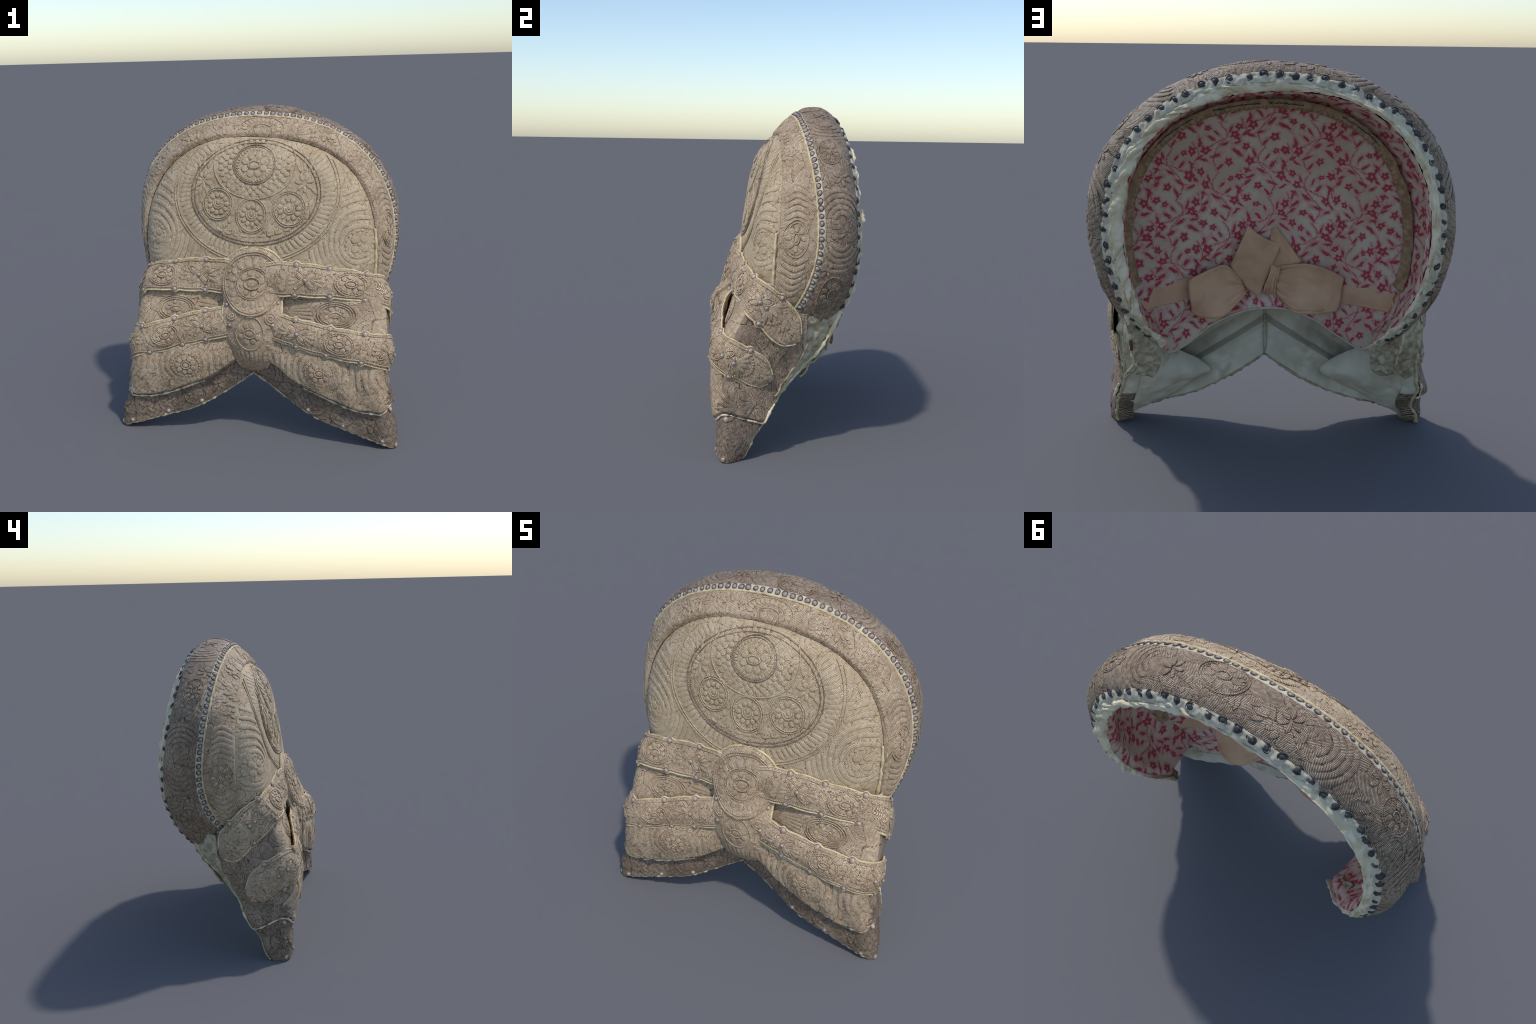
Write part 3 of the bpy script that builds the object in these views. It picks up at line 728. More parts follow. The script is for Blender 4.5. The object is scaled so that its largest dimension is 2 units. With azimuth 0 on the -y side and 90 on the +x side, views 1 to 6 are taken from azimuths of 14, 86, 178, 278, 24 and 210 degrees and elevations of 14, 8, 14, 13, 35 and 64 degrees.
# ------------------------------------------------------------------ rim
rim = empty('rim'); rim.parent = BONNET
def rim_S(th, w):
    """w 0..1 from behind the black beads, over the lip, to the inside edge"""
    r2, y2, r3 = R2r(th), R2y(th), R3r(th)
    ra = spline([0, .25, .5, .75, 1.0], [-0.012, -0.022, -0.036, 0, 0])(w)
    rr = np.where(w < .5, r2 + ra, (r2 - 0.036) + (r3 - r2 + 0.036) * smooth(.5, 1, w))
    yy = y2 + spline([0, .25, .5, .75, 1.0], [0.004, 0.014, 0.024, 0.024, 0.010])(w) + .020 * smooth(0, .4, w) * np.exp(-((th + 1.0) / .55) ** 2)
    return polar(th, rr, yy)
RIM = Panel(rim_S)
us = np.linspace(math.radians(-140), math.radians(140), 900); ws = np.linspace(0, 1, 22)
U, W = np.meshgrid(us, ws, indexing='ij'); P = rim_S(U, W); N = RIM.frame(U, np.clip(W, .01, .99))[2]
cr = np.stack([U * 7 + W * 1.6, W * 0.9, 0 * U], -1)
amp = 1 + .8 * vnoise(np.stack([U * 3.1, 0 * U, 0 * U], -1), 1.0, 23); ridge = amp * np.abs(vnoise(cr + .4 * vnoise(cr, .8, 24)[..., None], 1.6, 21)); ridge2 = np.abs(vnoise(np.stack([U * 13, W * 2.2, 0 * U], -1), 1.7, 22))
mask = smooth(0.05, .35, W) * (1 - 0.4 * smooth(.85, 1, W))
P = P + N * ((0.020 * (ridge - .35) + 0.009 * (ridge2 - .3)) * mask)[..., None]
mesh_obj('rim_binding', P.reshape(-1, 3), grid_faces(900, 22), RIM_CLOTH, rim, sharp=28)
strip_on('bead_bed', OUTER, np.linspace(math.radians(-136), math.radians(136), 700), 0.955, 1.10, 8, 0.004, BEAD_BED, rim, 8, 0.007)
for t in spaced(lambda t: OUTER.S(t, 0 * t + 1.0), math.radians(-132), math.radians(133), 0.066):
    t += random.uniform(-.012, .012); v = 1.0 + random.uniform(-.025, .025); p = OUTER.S(np.array(t), np.array(v)); n = OUTER.frame(np.array(t), np.array(v))[2]
    place('black_bead', BLK, p + n * 0.000, n, rim, random.uniform(.85, 1.12), random.uniform(.85, 1.15), 0.25)

# ------------------------------------------------------------------ lining
lining = empty('lining'); lining.parent = BONNET
def lcrown_y(x, z):
    th_ = np.clip(np.arctan2(x, z - CZ), -2.4, 2.4); r = np.hypot(x, z - CZ)
    q = np.clip(r / (R0r(th_) - 0.01), 0, 1)
    up = -0.155 + 0.05 * (1.5 - z) * -1.0 * smooth(1.2, 1.6, z) + 0.09 * q ** 4 - .03 * smooth(1.3, .9, z)
    up = np.maximum(up, np.minimum(R0y(th_) + .005, up + .06) * q ** 6 + up * (1 - q ** 6))
    low = -0.220 + 0.130 * np.clip(np.abs(x) / 0.62, 0, 1.2) ** 3 + 0.03 * smooth(.8, .5, z) + .062 * smooth(.86, .68, z) * (1 - smooth(.22, .46, np.abs(x)))
    k = smooth(1.15, 0.80, z); return up * (1 - k) + low * k
def seam_r(th): return R4r(th) * 1.015 + 0.022
def lband_S(th, w):
    r3, r4 = R3r(th), np.minimum(seam_r(th), R0r(th) - 0.015)
    b = np.clip(RBr(th) - 0.062 - 0.5 * (r3 + r4), 0.01, 1)
    r = r3 + (r4 - r3) * w + .62 * b * np.sin(PI * smooth(.10, 1.02, w)) ** 0.8 - .012 * np.exp(-((w - .12) / .1) ** 2)
    rs = seam_r(th) + .004; ye = lcrown_y(rs * np.sin(th), CZ + rs * np.cos(th)) + .016
    y = (R2y(th) + 0.012) + (ye - R2y(th) - 0.012) * w
    return polar(th, r, y)
u = np.linspace(math.radians(-138), math.radians(138), 420); w = np.linspace(0, 1, 36)
U, W = np.meshgrid(u, w, indexing='ij'); P = lband_S(U, W); P = P + polar(U, 1, 0 * U) * 0; N = Panel(lband_S).frame(U, W)[2]
P = P - N * (0.008 * np.abs(vnoise(np.stack([U * 10, W * 2, 0 * U], -1), 1.4, 5)))[..., None]
mesh_obj('lining_band', P.reshape(-1, 3), grid_faces(420, 36, flip=True), PRINT_BAND, lining)
# outline: seam above, scalloped free edge below
edge_x = np.array([-.70, -.60, -.53, -.39, -.26, -.13, 0.0, .11, .28, .43, .48, .60, .70])
edge_z = np.array([.66, .56, .505, .56, .655, .705, .715, .70, .63, .51, .485, .53, .64])
low_edge = spline(edge_x, edge_z)
xs = np.linspace(-.76, .76, 190); pts = []
def seam_z(x):
    t = np.linspace(-1.9, 1.9, 2000); xx = (seam_r(t) + 0.004) * np.sin(t); zz = CZ + (seam_r(t) + 0.004) * np.cos(t)
    i0, i1 = xx.argmin(), xx.argmax(); return np.interp(x, xx[i0:i1], zz[i0:i1]), xx[i0], xx[i1]
zt, xa, xb = seam_z(xs); xs = np.linspace(xa + .002, xb - .002, 190); zt = seam_z(xs)[0]
zb = low_edge(np.clip(xs, -.7, .7)); zb = np.minimum(zb, zt - .01)
w = np.linspace(0, 1, 150); Xg = np.repeat(xs[:, None], 150, 1); Zg = zb[:, None] + (zt - zb)[:, None] * w[None]
P = np.stack([Xg, lcrown_y(Xg, Zg), Zg], -1)
P[..., 1] += 0.006 * vnoise(P, 7, 31) + 0.003 * vnoise(P, 21, 32)
P[..., 1] += .014; mesh_obj('lining_crown', P.reshape(-1, 3), grid_faces(190, 150, flip=False), PRINT, lining)
sweep('lining_hem', np.stack([xs, lcrown_y(xs, zb) + 0.015, zb], -1), 0.006, LINEN, lining, 6, 0.001)
# gathered braid hiding the lining seam
def trim_S(th, w):
    r = R4r(th) - 0.010 + 0.045 * w; rs = seam_r(th); y = lcrown_y(rs * np.sin(th), CZ + rs * np.cos(th)) + 0.034 + 0.040 * w + 0.012 * np.sin(PI * w)
    return polar(th, r - 0.012 * np.sin(PI * w), y)
u = np.linspace(math.radians(-118), math.radians(118), 900); w = np.linspace(0, 1, 10); U, W = np.meshgrid(u, w, indexing='ij')
P = trim_S(U, W); pl = np.sin(U * 150 + 2 * vnoise(np.stack([U * 12, W, U], -1), 1.0, 3))
P = P + polar(U, -1, 0 * U) * 0 - (unit(np.stack([np.sin(U), 0 * U, np.cos(U)], -1))) * (0.005 * pl * np.sin(PI * W) + 0.004 * vnoise(P, 40, 8))[..., None]
mesh_obj('lining_braid', P.reshape(-1, 3), grid_faces(900, 10, flip=True), TRIM, lining)
for sgn, a0, a1 in ((1, -.2, -.02), (1, .05, .45), (-1, .62, .98), (1, .62, .98), (-1, .05, .3)):
    tt = np.linspace(a0, a1, 60) * sgn
    C = trim_S(tt, 0 * tt + .92) + 0.004 * np.stack([vnoise(np.stack([tt * 30, tt, tt], -1), 2, k) for k in (1, 2, 3)], -1)
    sweep('blue_stitching', C - unit(np.stack([np.sin(tt), 0 * tt, np.cos(tt)], -1)) * 0.012, 0.0035 * (0.5 + 0.5 * np.abs(vnoise(np.stack([tt * 40, tt, tt], -1), 2, 5))), BLUE_THREAD, lining, 6, kind='stuff')

# ------------------------------------------------------------------ bow body
bow = empty('bow'); bow.parent = BONNET
ZT = [0.0, .1, .2, .3, .4, .5, .6, .7, .76, .82, .9, 1.0]
Y1 = spline(ZT, [-.30, -.30, -.305, -.315, -.33, -.35, -.35, -.31, -.285, -.275, -.265, -.24])
Y5 = spline(ZT, [-.39, -.39, -.395, -.405, -.42, -.425, -.405, -.368, -.348, -.330, -.302, -.238])
Y8 = spline(ZT, [-.415, -.418, -.414, -.425, -.432, -.434, -.42, -.375, -.345, -.315, -.265, -.17])
XS = {1: spline(ZT, [.872, .872, .850, .818, .798, .794, .810, .812, .806, .798, .782, .76]),
      -1: spline(ZT, [.870, .868, .838, .794, .774, .766, .760, .750, .745, .738, .730, .72])}
def front_y(x, z, sg):
    y1, y5, y8 = Y1(z), Y5(z), Y8(z)
    a = np.clip(x, 0, .9)
    t1 = smooth(.02, .50, a); y = y1 + (y5 - y1) * t1 + (y8 - y5) * smooth(.45, .80, a)
    y = y + np.where(sg < 0, 0.022 * smooth(.5, .2, z) - 0.004 * np.exp(-((z - .82) / .09) ** 2), -0.004)
    return y
# V-notched hem (front), then the diagonal back edge of the side
HX = spline([0, .06, .2, .39, .55, .6, .7, .80, .86], [.402, .362, .266, .156, .102, .084, .052, .022, .006])
HY = spline([0, .08, .16, .26, .36, .48, .60, .72, .84, .93, 1.0], [.005, -.003, -.002, .024, .138, .22, .305, .40, .488, .573, .655])
BACK = spline([-.05, .0, .024, .138, .22, .305, .40, .488, .573, .655, 1.1], [.20, .22, .27, .36, .48, .60, .72, .84, .93, 1.0, 1.0])   # where the side ends
def side_curl(ts, z, sg):
    k = np.clip(ts / BACK(z), 0, 1.1)
    if sg > 0: return 0.055 * k ** 1.6
    out = smooth(.12, .30, z)
    return -.058 * out * smooth(0, .6, k) + (.035 + .05 * (1 - out)) * smooth(.72, 1.05, k)
def bow_hem(t):
    return np.where(t <= 1, HX(np.clip(t, 0, 1) * .86), HY(np.clip(t - 1, 0, 1)))
def bow_S(t, z, sg, inset=0.0):
    """t 0..1 across the front, 1..2 back along the side"""
    rc = spline([0, .2, .5, .8, 1.0], [.055, .08, .085, .085, .09])(z)
    xs_ = XS[sg](z)
    yc = front_y(xs_ - rc, z, sg)
    tf = np.clip(t / 0.90, 0, 1); x = tf * (xs_ - rc); y = front_y(x, z, sg)
    ta = np.clip((t - .90) / .16, 0, 1) * PI / 2
    ts = np.clip((t - 1.06) / .94, 0, 1)
    x = np.where(t > .90, xs_ - rc + rc * np.sin(ta), x); y = np.where(t > .90, yc + rc * (1 - np.cos(ta)), y)
    yb = 0.085
    y = np.where(t > 1.06, yc + rc + (yb - yc - rc) * ts, y); x = np.where(t > 1.06, xs_ - side_curl(ts, z, sg), x)
    P = np.stack([x, y, z + 0 * x], -1)
    if inset:
        d = np.stack([np.where(t > .9, np.sin(ta), 0 * x), np.where(t > .9, -np.cos(ta), -1 + 0 * x), 0 * x], -1); P = P - d * inset
    P[..., 0] *= sg
    return P
# cream frayed line dividing fan panel from hem panel: height along t
WL = spline([0, .14, .33, .52, .70, .77, .86, .93, 1.0, 1.10, 1.25, 1.45, 1.62, 2.0], [.49, .475, .375, .315, .252, .235, .228, .226, .262, .255, .235, .205, .175, .15])
def fan_relief(t, z):
    zl = WL(t); up = z - zl
    puff = 0.024 * smooth(0.0, 0.02, up) * (1 - smooth(.10, .36, up)) * (1 - smooth(1.3, 1.7, t))
    tuck = -0.012 * smooth(-.12, -.03, up) * (1 - smooth(-.016, -.001, up)) * (1 - smooth(.60, .95, t))
    fold = 0.007 * np.sin(t * 30 + z * 14) * smooth(.62, .5, z) * (up > 0) * (1 - smooth(.5, .3, t) * 0)
    return puff + tuck + fold * 0.5
def bow_panel(sg):
    def S(t, z):
        P = bow_S(t, z, sg)
        ta = np.clip((t - .90) / .16, 0, 1) * PI / 2
        d = np.stack([np.sin(ta) * sg, -np.cos(ta), 0 * ta], -1)
        return P + d * (fan_relief(t, z))[..., None]
    return Panel(S, sign=float(sg))
BOWP = {1: bow_panel(1), -1: bow_panel(-1)}

def bow_top(t):
    return np.where(t < 1.0, 0.99, 0.99 - 0.17 * smooth(1.0, 2.0, t))
for sg in (1, -1):
    side = bow
    panel = BOWP[sg]
    t = np.concatenate([np.linspace(0.0, .88, 170), np.linspace(.885, 1.10, 40), np.linspace(1.11, 2.0, 100)])
    nz = 190
    hem = bow_hem(t); top = bow_top(t); wl = np.clip(WL(t), hem + .004, None)
    # rows: hem panel then fan/recess panel, so the seam line falls on a row
    k1 = 50; zz = np.concatenate([hem[:, None] + (wl - hem)[:, None] * np.linspace(0, 1, k1)[None], wl[:, None] + 1e-4 + (top - wl)[:, None] * np.linspace(0, 1, nz - k1)[None]], 1)
    Tt = np.repeat(t[:, None], nz, 1)
    P = panel.S(Tt, zz); N = panel.frame(Tt, zz)[2]
    P = P + N * (0.0045 * vnoise(P, 14, 40 + sg) + 0.002 * vnoise(P, 40, 41))[..., None]
    F = grid_faces(len(t), nz, flip=sg < 0)
    C = P.reshape(-1, 3)[F].mean(1)
    tc = Tt.reshape(-1)[F].mean(1); zc = zz.reshape(-1)[F].mean(1)
    Su, Sv, n = panel.frame(tc, zc); e1 = unit(Su); e2 = np.cross(n, e1) * panel.sign
    ang, dd = fields(tc * .86, zc, .095, 30 + sg)
    ax = groove_index(axis_of(-np.sin(ang)[:, None] * e1 + np.cos(ang)[:, None] * e2), dd, .0014)
    row = (np.arange(len(F)) % (nz - 1)) < k1 - 1
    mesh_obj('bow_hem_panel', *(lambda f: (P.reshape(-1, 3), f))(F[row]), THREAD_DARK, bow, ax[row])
    front = (tc < 1.02) & ~row; flank = (tc >= 1.02) & ~row
    mesh_obj('bow_fan_panel', *(lambda f: (P.reshape(-1, 3), f))(F[front]), THREAD_BOW, bow, ax[front])
    mesh_obj('bow_side_panel', *(lambda f: (P.reshape(-1, 3), f))(F[flank]), THREAD_BAND, bow, ax[flank])  # darker, more contrasting thread than the front panel
    # linen backing with a cream raw edge
    Pin = bow_S(Tt, zz, sg, 0.025); Pin = Pin + 0.006 * np.stack([0 * Tt, vnoise(Pin, 9, 50), 0 * Tt], -1)
    mesh_obj('bow_linen', Pin.reshape(-1, 3), grid_faces(len(t), nz, flip=sg > 0), LINEN, bow)
    e = np.concatenate([P[:, 0], Pin[:, 0]]); nn = len(t)
    mid = 0.5 * (P[:, 0] + Pin[:, 0]) + np.array([0, 0, -0.003])
    mid = mid + 0.004 * np.stack([vnoise(mid, 60, 1), vnoise(mid, 60, 2), vnoise(mid, 60, 3)], -1)
    mid[:, 2] = np.maximum(mid[:, 2], 0.009)
    sweep('bow_raw_edge', mid, 0.0095, PALE_EDGE, bow, 8, 0.004, kind='stuff')
    # frayed cream line
    tl = np.linspace(.40, 1.60, 260); zl = np.maximum(WL(tl), bow_hem(tl) + .004); C = panel.S(tl, zl - .002); Nn = panel.frame(tl, zl - 0.01)[2]
    rr = 0.0055 + 0.004 * vnoise(C, 30, 60) + 0.003 * vnoise(C, 80, 61) + 0.004 * np.exp(-((tl - 1.0) / .05) ** 2)
    sweep('frayed_edge', C + Nn * 0.006, np.clip(rr, .0025, .02), RIM_CLOTH, bow, 7, 0.003, kind='stuff')
    for k in range(9):
        tq = random.uniform(.62, 1.08); c = panel.S(np.array([tq, tq + .018]), np.array([float(WL(tq)) + .008, float(WL(tq)) + .011])); nq = panel.frame(np.array(tq), np.array(.3))[2]
        sweep('blue_fray', c + nq * 0.006, 0.0032, BLUE_THREAD, bow, 5, 0.001, kind='stuff')

# motifs on the fan, the recess and the hem panel
for sg in (1, -1):
    p = BOWP[sg]
    S = Stitch(p); t0, z0 = .535, .462
    S.flower(t0, z0, n=9, r0=.030, r1=.066, w=.017, h=.010, eye=False, ell=1.12); S.ring(t0, z0, .028, .022, r=.005); S.pad(t0, z0, 0, 0, .022, .016, 0, .010, .5)
    for k in range(24):
        a = 2 * PI * k / 24; S.pad(t0, z0, .086 * math.cos(a), .073 * math.sin(a), .010, .006, a + PI / 2, .007, a, seg=8)
    S.done('fan_medallion', bow, THREAD_BOW)
    S = Stitch(p)
    for s2 in (-1, 1):
        for j in range(7 if s2 > 0 else 8):
            off = .118 + .033 * j; tt = np.linspace(-1, 1, 14)
            a = s2 * (off + .028 * (j / 7) - (.05 - .018 * j) * tt ** 2 * (1 if s2 > 0 else .6)); b = (.088 + .004 * j) * tt - s2 * .0 - .012 * j * (s2 < 0) * 0
            tq, zq = p.uv(t0, z0, a, b); k = np.where((zq > WL(tq) + .012) & (tq > .08))[0]
            if len(k) > 4: S.strip(t0, z0, a[k], b[k], .0285, .0062)
    S.done('fan_rib', bow, THREAD_BOW)
    S = Stitch(p); t1, z1 = (.632 if sg > 0 else .66), .795
    S.ring(t1, z1, .092, .056, r=.0048); S.ring(t1, z1, .108, .068, r=.005); S.ring(t1, z1, .124, .079, r=.005, t0=-PI * .9, t1=PI * .9)
    S.flower(t1, z1, n=9, r0=.030, r1=.055, w=.014, h=.009, eye=False, ell=1.4); S.ring(t1, z1, .034, .014, r=.005); S.pad(t1, z1, 0, 0, .028, .010, 0, .007, PI / 2)
    for j in range(5):
        tt = np.linspace(0, 1, 14); a = -.14 - .20 * tt; b = -.055 + .026 * j + (.03 - .018 * j) * tt
        S.strip(t1, z1, a, b, .022, .006)
    S.done('recess_oval', bow, THREAD_BOW)
    # side fan on the lower side and leafy hem
    S = Stitch(p)
    for k, (t2, z2) in enumerate(((1.16, .30), (1.36, .33), (1.30, .56))):
        for j in range(5):
            a = 2.4 + .42 * j if k < 2 else 2.6 + .35 * j
            S.pad(t2, z2, .06 * math.cos(a), .06 * math.sin(a), .046, .0125, a, .009, a + .9, 'petal', 14)
    S.done('side_leaf', bow, THREAD_DARK)
    S = Stitch(p)
    for t2, kind in ((.30, 'x'), (.46, 'o'), (.64, 'o'), (.80, 'x'), (.99, 'x'), (1.22, 'f')):
        z2 = 0.5 * (float(bow_hem(np.array(t2))) + float(WL(t2))); hgt = max(.02, .5 * (float(WL(t2)) - float(bow_hem(np.array(t2)))))
        sl = -.45 if t2 < .9 else 0
        if kind == 'x':
            for k in range(4):
                a = PI / 4 + PI / 2 * k + sl * .5; S.pad(t2, z2, .036 * math.cos(a), min(.036, hgt * .5) * math.sin(a), .030, .012, a, .009, a + .9, 'petal', 12)
        elif kind == 'o':
            S.ring(t2, z2, .068, hgt * .70, r=.0045, rot=sl * .8); S.flower(t2, z2, n=8, r0=.016, r1=min(.045, hgt * .6), w=.011, h=.008, ell=1.3)
        else:
            for k in range(5):
                a = 2.2 + .45 * k; S.pad(t2, z2, .05 * math.cos(a), .04 * math.sin(a), .035, .012, a, .009, a + .9, 'petal', 12)
    S.done('hem_motif', bow, THREAD_DARK)
    for t2 in (.40, .63, .88, 1.02):
        zq = float(bow_hem(np.array(t2))) + .020; pp = p.S(np.array(t2), np.array(zq)); nq = p.frame(np.array(t2), np.array(zq))[2]; place('stud', STUD, pp + nq * .002, nq, bow, .9)
    zq = float(WL(1.02)) - .026; pp = p.S(np.array(1.02), np.array(zq)); nq = p.frame(np.array(1.02), np.array(zq))[2]; place('stud', STUD, pp + nq * .003, nq, bow, .95)

def facing(u, v):
    x = (u - .5) * 1.40; a = np.abs(x); sg = np.where(x < 0, -1.0, 1.0); hz = HX(a)
    fy = lambda z: np.where(x < 0, front_y(a, z, -1), front_y(a, z, 1))
    e = 1 - smooth(.45, .80, a); zr = np.maximum(.615 - .68 * a, hz + .05)
    keys = [(fy(hz) + .006, hz + .002), (fy(hz) + .034 + .020 * e, hz + .008), (fy(hz) + .056 + .024 * e, hz + .024),
            (fy(zr) + .062 + .034 * e, .45 * hz + .55 * zr), (fy(zr) + .062 + .062 * e, zr), (fy(zr) + .050 + .015 * e, zr + .022), (fy(zr + .1) + .050, zr + .10), (fy(zr * 0 + .76) + .065, zr * 0 + .80)]
    n = len(keys) - 1; k = np.clip(np.floor(v * n).astype(int), 0, n - 1); f = v * n - k; f = f * f * (3 - 2 * f) * .6 + f * .4
    Y = np.stack([q[0] + 0 * x for q in keys]); Z = np.stack([q[1] + 0 * x for q in keys])
    pick = lambda A, i: np.take_along_axis(A, i[None], 0)[0]
    return np.stack([x, pick(Y, k) * (1 - f) + pick(Y, k + 1) * f, pick(Z, k) * (1 - f) + pick(Z, k + 1) * f], -1)
U, W = np.meshgrid(np.linspace(0, 1, 260), np.linspace(0, 1, 113), indexing='ij'); P = facing(U, W)
cr = np.stack([P[..., 0] * 5 + P[..., 2] * 3, P[..., 2] * 9 + np.abs(P[..., 0]) * 6, 0 * U], -1)
P[..., 1] += (.018 * (np.abs(vnoise(cr, 1.0, 71)) - .3) + .006 * vnoise(P, 25, 72)) * smooth(.12, .35, W)
mesh_obj('linen_facing', P.reshape(-1, 3), grid_faces(260, 113, flip=True), LINEN, bow)
C = facing(np.linspace(0, 1, 400), np.full(400, 1 / 7.0 * 1.6)); C[:, 2] += .006 * np.abs(vnoise(C, 30, 9)) - .004; sweep('linen_raw_edge', C, .006 + .005 * vnoise(C, 35, 4), GAUZE, bow, 7, .004, kind='stuff')
# ------------------------------------------------------------------ scalloped ribbons of the bow
def ribbon(name, up, lo, studs_u, studs_l, motifs, bulge, threads, sgn):
    up = np.array(up, float); lo = np.array(lo, float)
    for q in (up, lo):                     # lie just proud of the bow side
        for r in q:
            z, g = float(r[2]), int(sgn); xs_ = float(XS[g](z)); yc = float(front_y(xs_ - .06, z, g)) + .06
            if abs(r[0]) > .74:
                ts = np.clip((r[1] - yc) / (.085 - yc), 0, 1.05)
                r[0] = g * (xs_ - float(side_curl(ts, z, g)) + (.018 if g > 0 else .010) - .05 * max(0, (yc - r[1]) / .06) ** 2)
    mid = .5 * (up + lo)
    L = np.concatenate([[0], np.cumsum(np.linalg.norm(np.diff(mid, axis=0), axis=1))]); L /= L[-1]
    fu, fl = spline(L, up), spline(L, lo)
    fine = np.linspace(0, 1, 800)
    def locate(f, pts):
        Q = f(fine); return [float(fine[np.linalg.norm(Q - np.array(q), axis=1).argmin()]) for q in pts]
    su, sl = locate(fu, studs_u), locate(fl, studs_l)
    def scallop(u, st):
        s = 0
        for c in st: s = s + 0.017 * np.exp(-((u - c) / 0.016) ** 2)
        e = [0.0] + sorted(st) + [max(st) + .28]
        arc = 0
        for a, b in zip(e[:-1], e[1:]):
            m = (u >= a) & (u < b); arc = arc + m * np.sin(PI * np.clip((u - a) / (b - a), 0, 1)) * 0.010
        return s + arc - 0.006
    def S(u, v):
        uc = np.clip(u, 0, 1); A, B = fu(uc), fl(uc); W = A - B; w = unit(W)
        A = A + w * scallop(uc, su)[..., None]; B = B - w * scallop(uc, sl)[..., None]
        # rounded tongue at the free end
        e = np.sqrt(np.clip(1 - np.clip((uc - .86) / .14, 0, 1) ** 2.6, 0, 1)); e = 0.03 + 0.97 * e
        m = .5 * (A + B); A = m + (A - m) * e[..., None]; B = m + (B - m) * e[..., None]
        P = B + (A - B) * v[..., None] if np.ndim(v) else B + (A - B) * v
        g = fu(np.clip(uc + .01, 0, 1)) + fl(np.clip(uc + .01, 0, 1)) - fu(np.clip(uc - .01, 0, 1)) - fl(np.clip(uc - .01, 0, 1))
        n = unit(np.cross(g, w)) * sgn
        return P + n * (bulge * 4 * v * (1 - v) * e - .006)[..., None]
    p = Panel(S, sign=float(sgn), eps=(2e-3, 2e-3))
    ob = empty(name); ob.parent = bow
    u = np.linspace(0, 1, 300); v = np.linspace(0, 1, 44); U, Vv = np.meshgrid(u, v, indexing='ij')
    P = p.S(U, Vv); N = p.frame(np.clip(U, .003, .997), np.clip(Vv, .003, .997))[2]
    P = P + N * (0.003 * vnoise(P, 22, 70) + .0015 * vnoise(P, 60, 71))[..., None]
    Bk = P - N * 0.015; k = len(u) * len(v)
    F = grid_faces(300, 44, flip=sgn < 0); C = P.reshape(-1, 3)[F].mean(1)
    uc = U.ravel()[F].mean(1); vc = Vv.ravel()[F].mean(1)
    Su, Sv, n = p.frame(uc, vc); e1 = unit(Su); e2 = np.cross(n, e1) * p.sign
    ang, dd = fields(uc * 1.15, vc * .19, .070, 60 + sgn)
    ax = axis_of(-np.sin(ang)[:, None] * e1 + np.cos(ang)[:, None] * e2)
    ax = groove_index(ax, dd, .0014)
    idx = np.arange(k).reshape(300, 44); loop = np.concatenate([idx[:-1, 0], idx[-1, :-1], idx[:0:-1, -1], idx[0, :0:-1]])
    Fe = [[int(loop[i]), int(loop[i] + k), int(loop[(i + 1) % len(loop)] + k), int(loop[(i + 1) % len(loop)])] for i in range(len(loop))]
    if sgn < 0: Fe = [f[::-1] for f in Fe]
    Fb = grid_faces(300, 44, k, flip=sgn > 0).tolist()
    mesh_obj('ribbon_cloth', np.concatenate([P.reshape(-1, 3), Bk.reshape(-1, 3)]), F.tolist() + Fb + Fe, threads + [PALE_EDGE], ob, list(ax) + [14] * (len(Fb) + len(Fe)))
    for vv in (0.0, 1.0):
        uu = np.linspace(0.02, .985, 400); C = p.S(uu, np.full_like(uu, vv)); Nn = p.frame(uu, np.full_like(uu, .04 + .92 * vv))[2]
        sweep('ribbon_edging', C + Nn * (-0.001), 0.0056 + 0.0012 * vnoise(C, 60, 2), PALE_CORD, ob, 7, .001)
    S_ = Stitch(p)
    for vv in (.085, .915):
        q = np.linspace(.02, .93, 300); uu, v2 = q, np.full_like(q, vv); flat = Panel(p.S, p.sign, True, p.eps); S2 = Stitch(flat); S2.cord(0, 0, uu, v2, .0052)
        S_.V += S2.V; S_.F += [[a + S_.n for a in f] for f in S2.F]; S_.M += S2.M; S_.n += S2.n
    for c, kind, sc in motifs:
        if kind == 'oval':
            S_.ring(c, .5, .094 * sc, .066 * sc, r=.0052); S_.ring(c, .5, .080 * sc, .055 * sc, r=.004)
            S_.flower(c, .5, n=9, r0=.030 * sc, r1=.058 * sc, w=.0155 * sc, h=.010, eye=False, ell=1.3, rot=.35)
            S_.ring(c, .5, .032 * sc, .018 * sc, r=.0058, lift=.005); S_.pad(c, .5, 0, 0, .027 * sc, .013 * sc, 0, .009, PI / 2)
            for k2 in range(26):
                a = 2 * PI * k2 / 26; S_.pad(c, .5, .087 * sc * math.cos(a), .060 * sc * math.sin(a), .008, .005, a + .5, .006, a, seg=8)
        elif kind == 'cross':
            for k2 in range(4):
                a = PI / 4 + PI / 2 * k2; a += .12 if k2 % 2 else -.12
                S_.pad(c, .5, .043 * math.cos(a), .040 * math.sin(a), .034, .014, a, .011, a + .9, 'petal', 14)
                S_.ring(c, .5, .036, .017, .043 * math.cos(a), .040 * math.sin(a), r=.004, rot=a)
            for s3 in (-1, 1):
                for k2 in range(3):
                    a = (0 if s3 > 0 else PI) + (k2 - 1) * .42; S_.pad(c, .5, .092 * math.cos(a), .060 * math.sin(a), .030, .010, a, .008, a + PI / 2, 'petal', 12)
        else:
            for k2 in range(5):
                a = (k2 - 2) * .36; S_.pad(c, .5, .062 * math.cos(a), .070 * math.sin(a), .052, .0145, a, .010, a + .8, 'petal', 14)
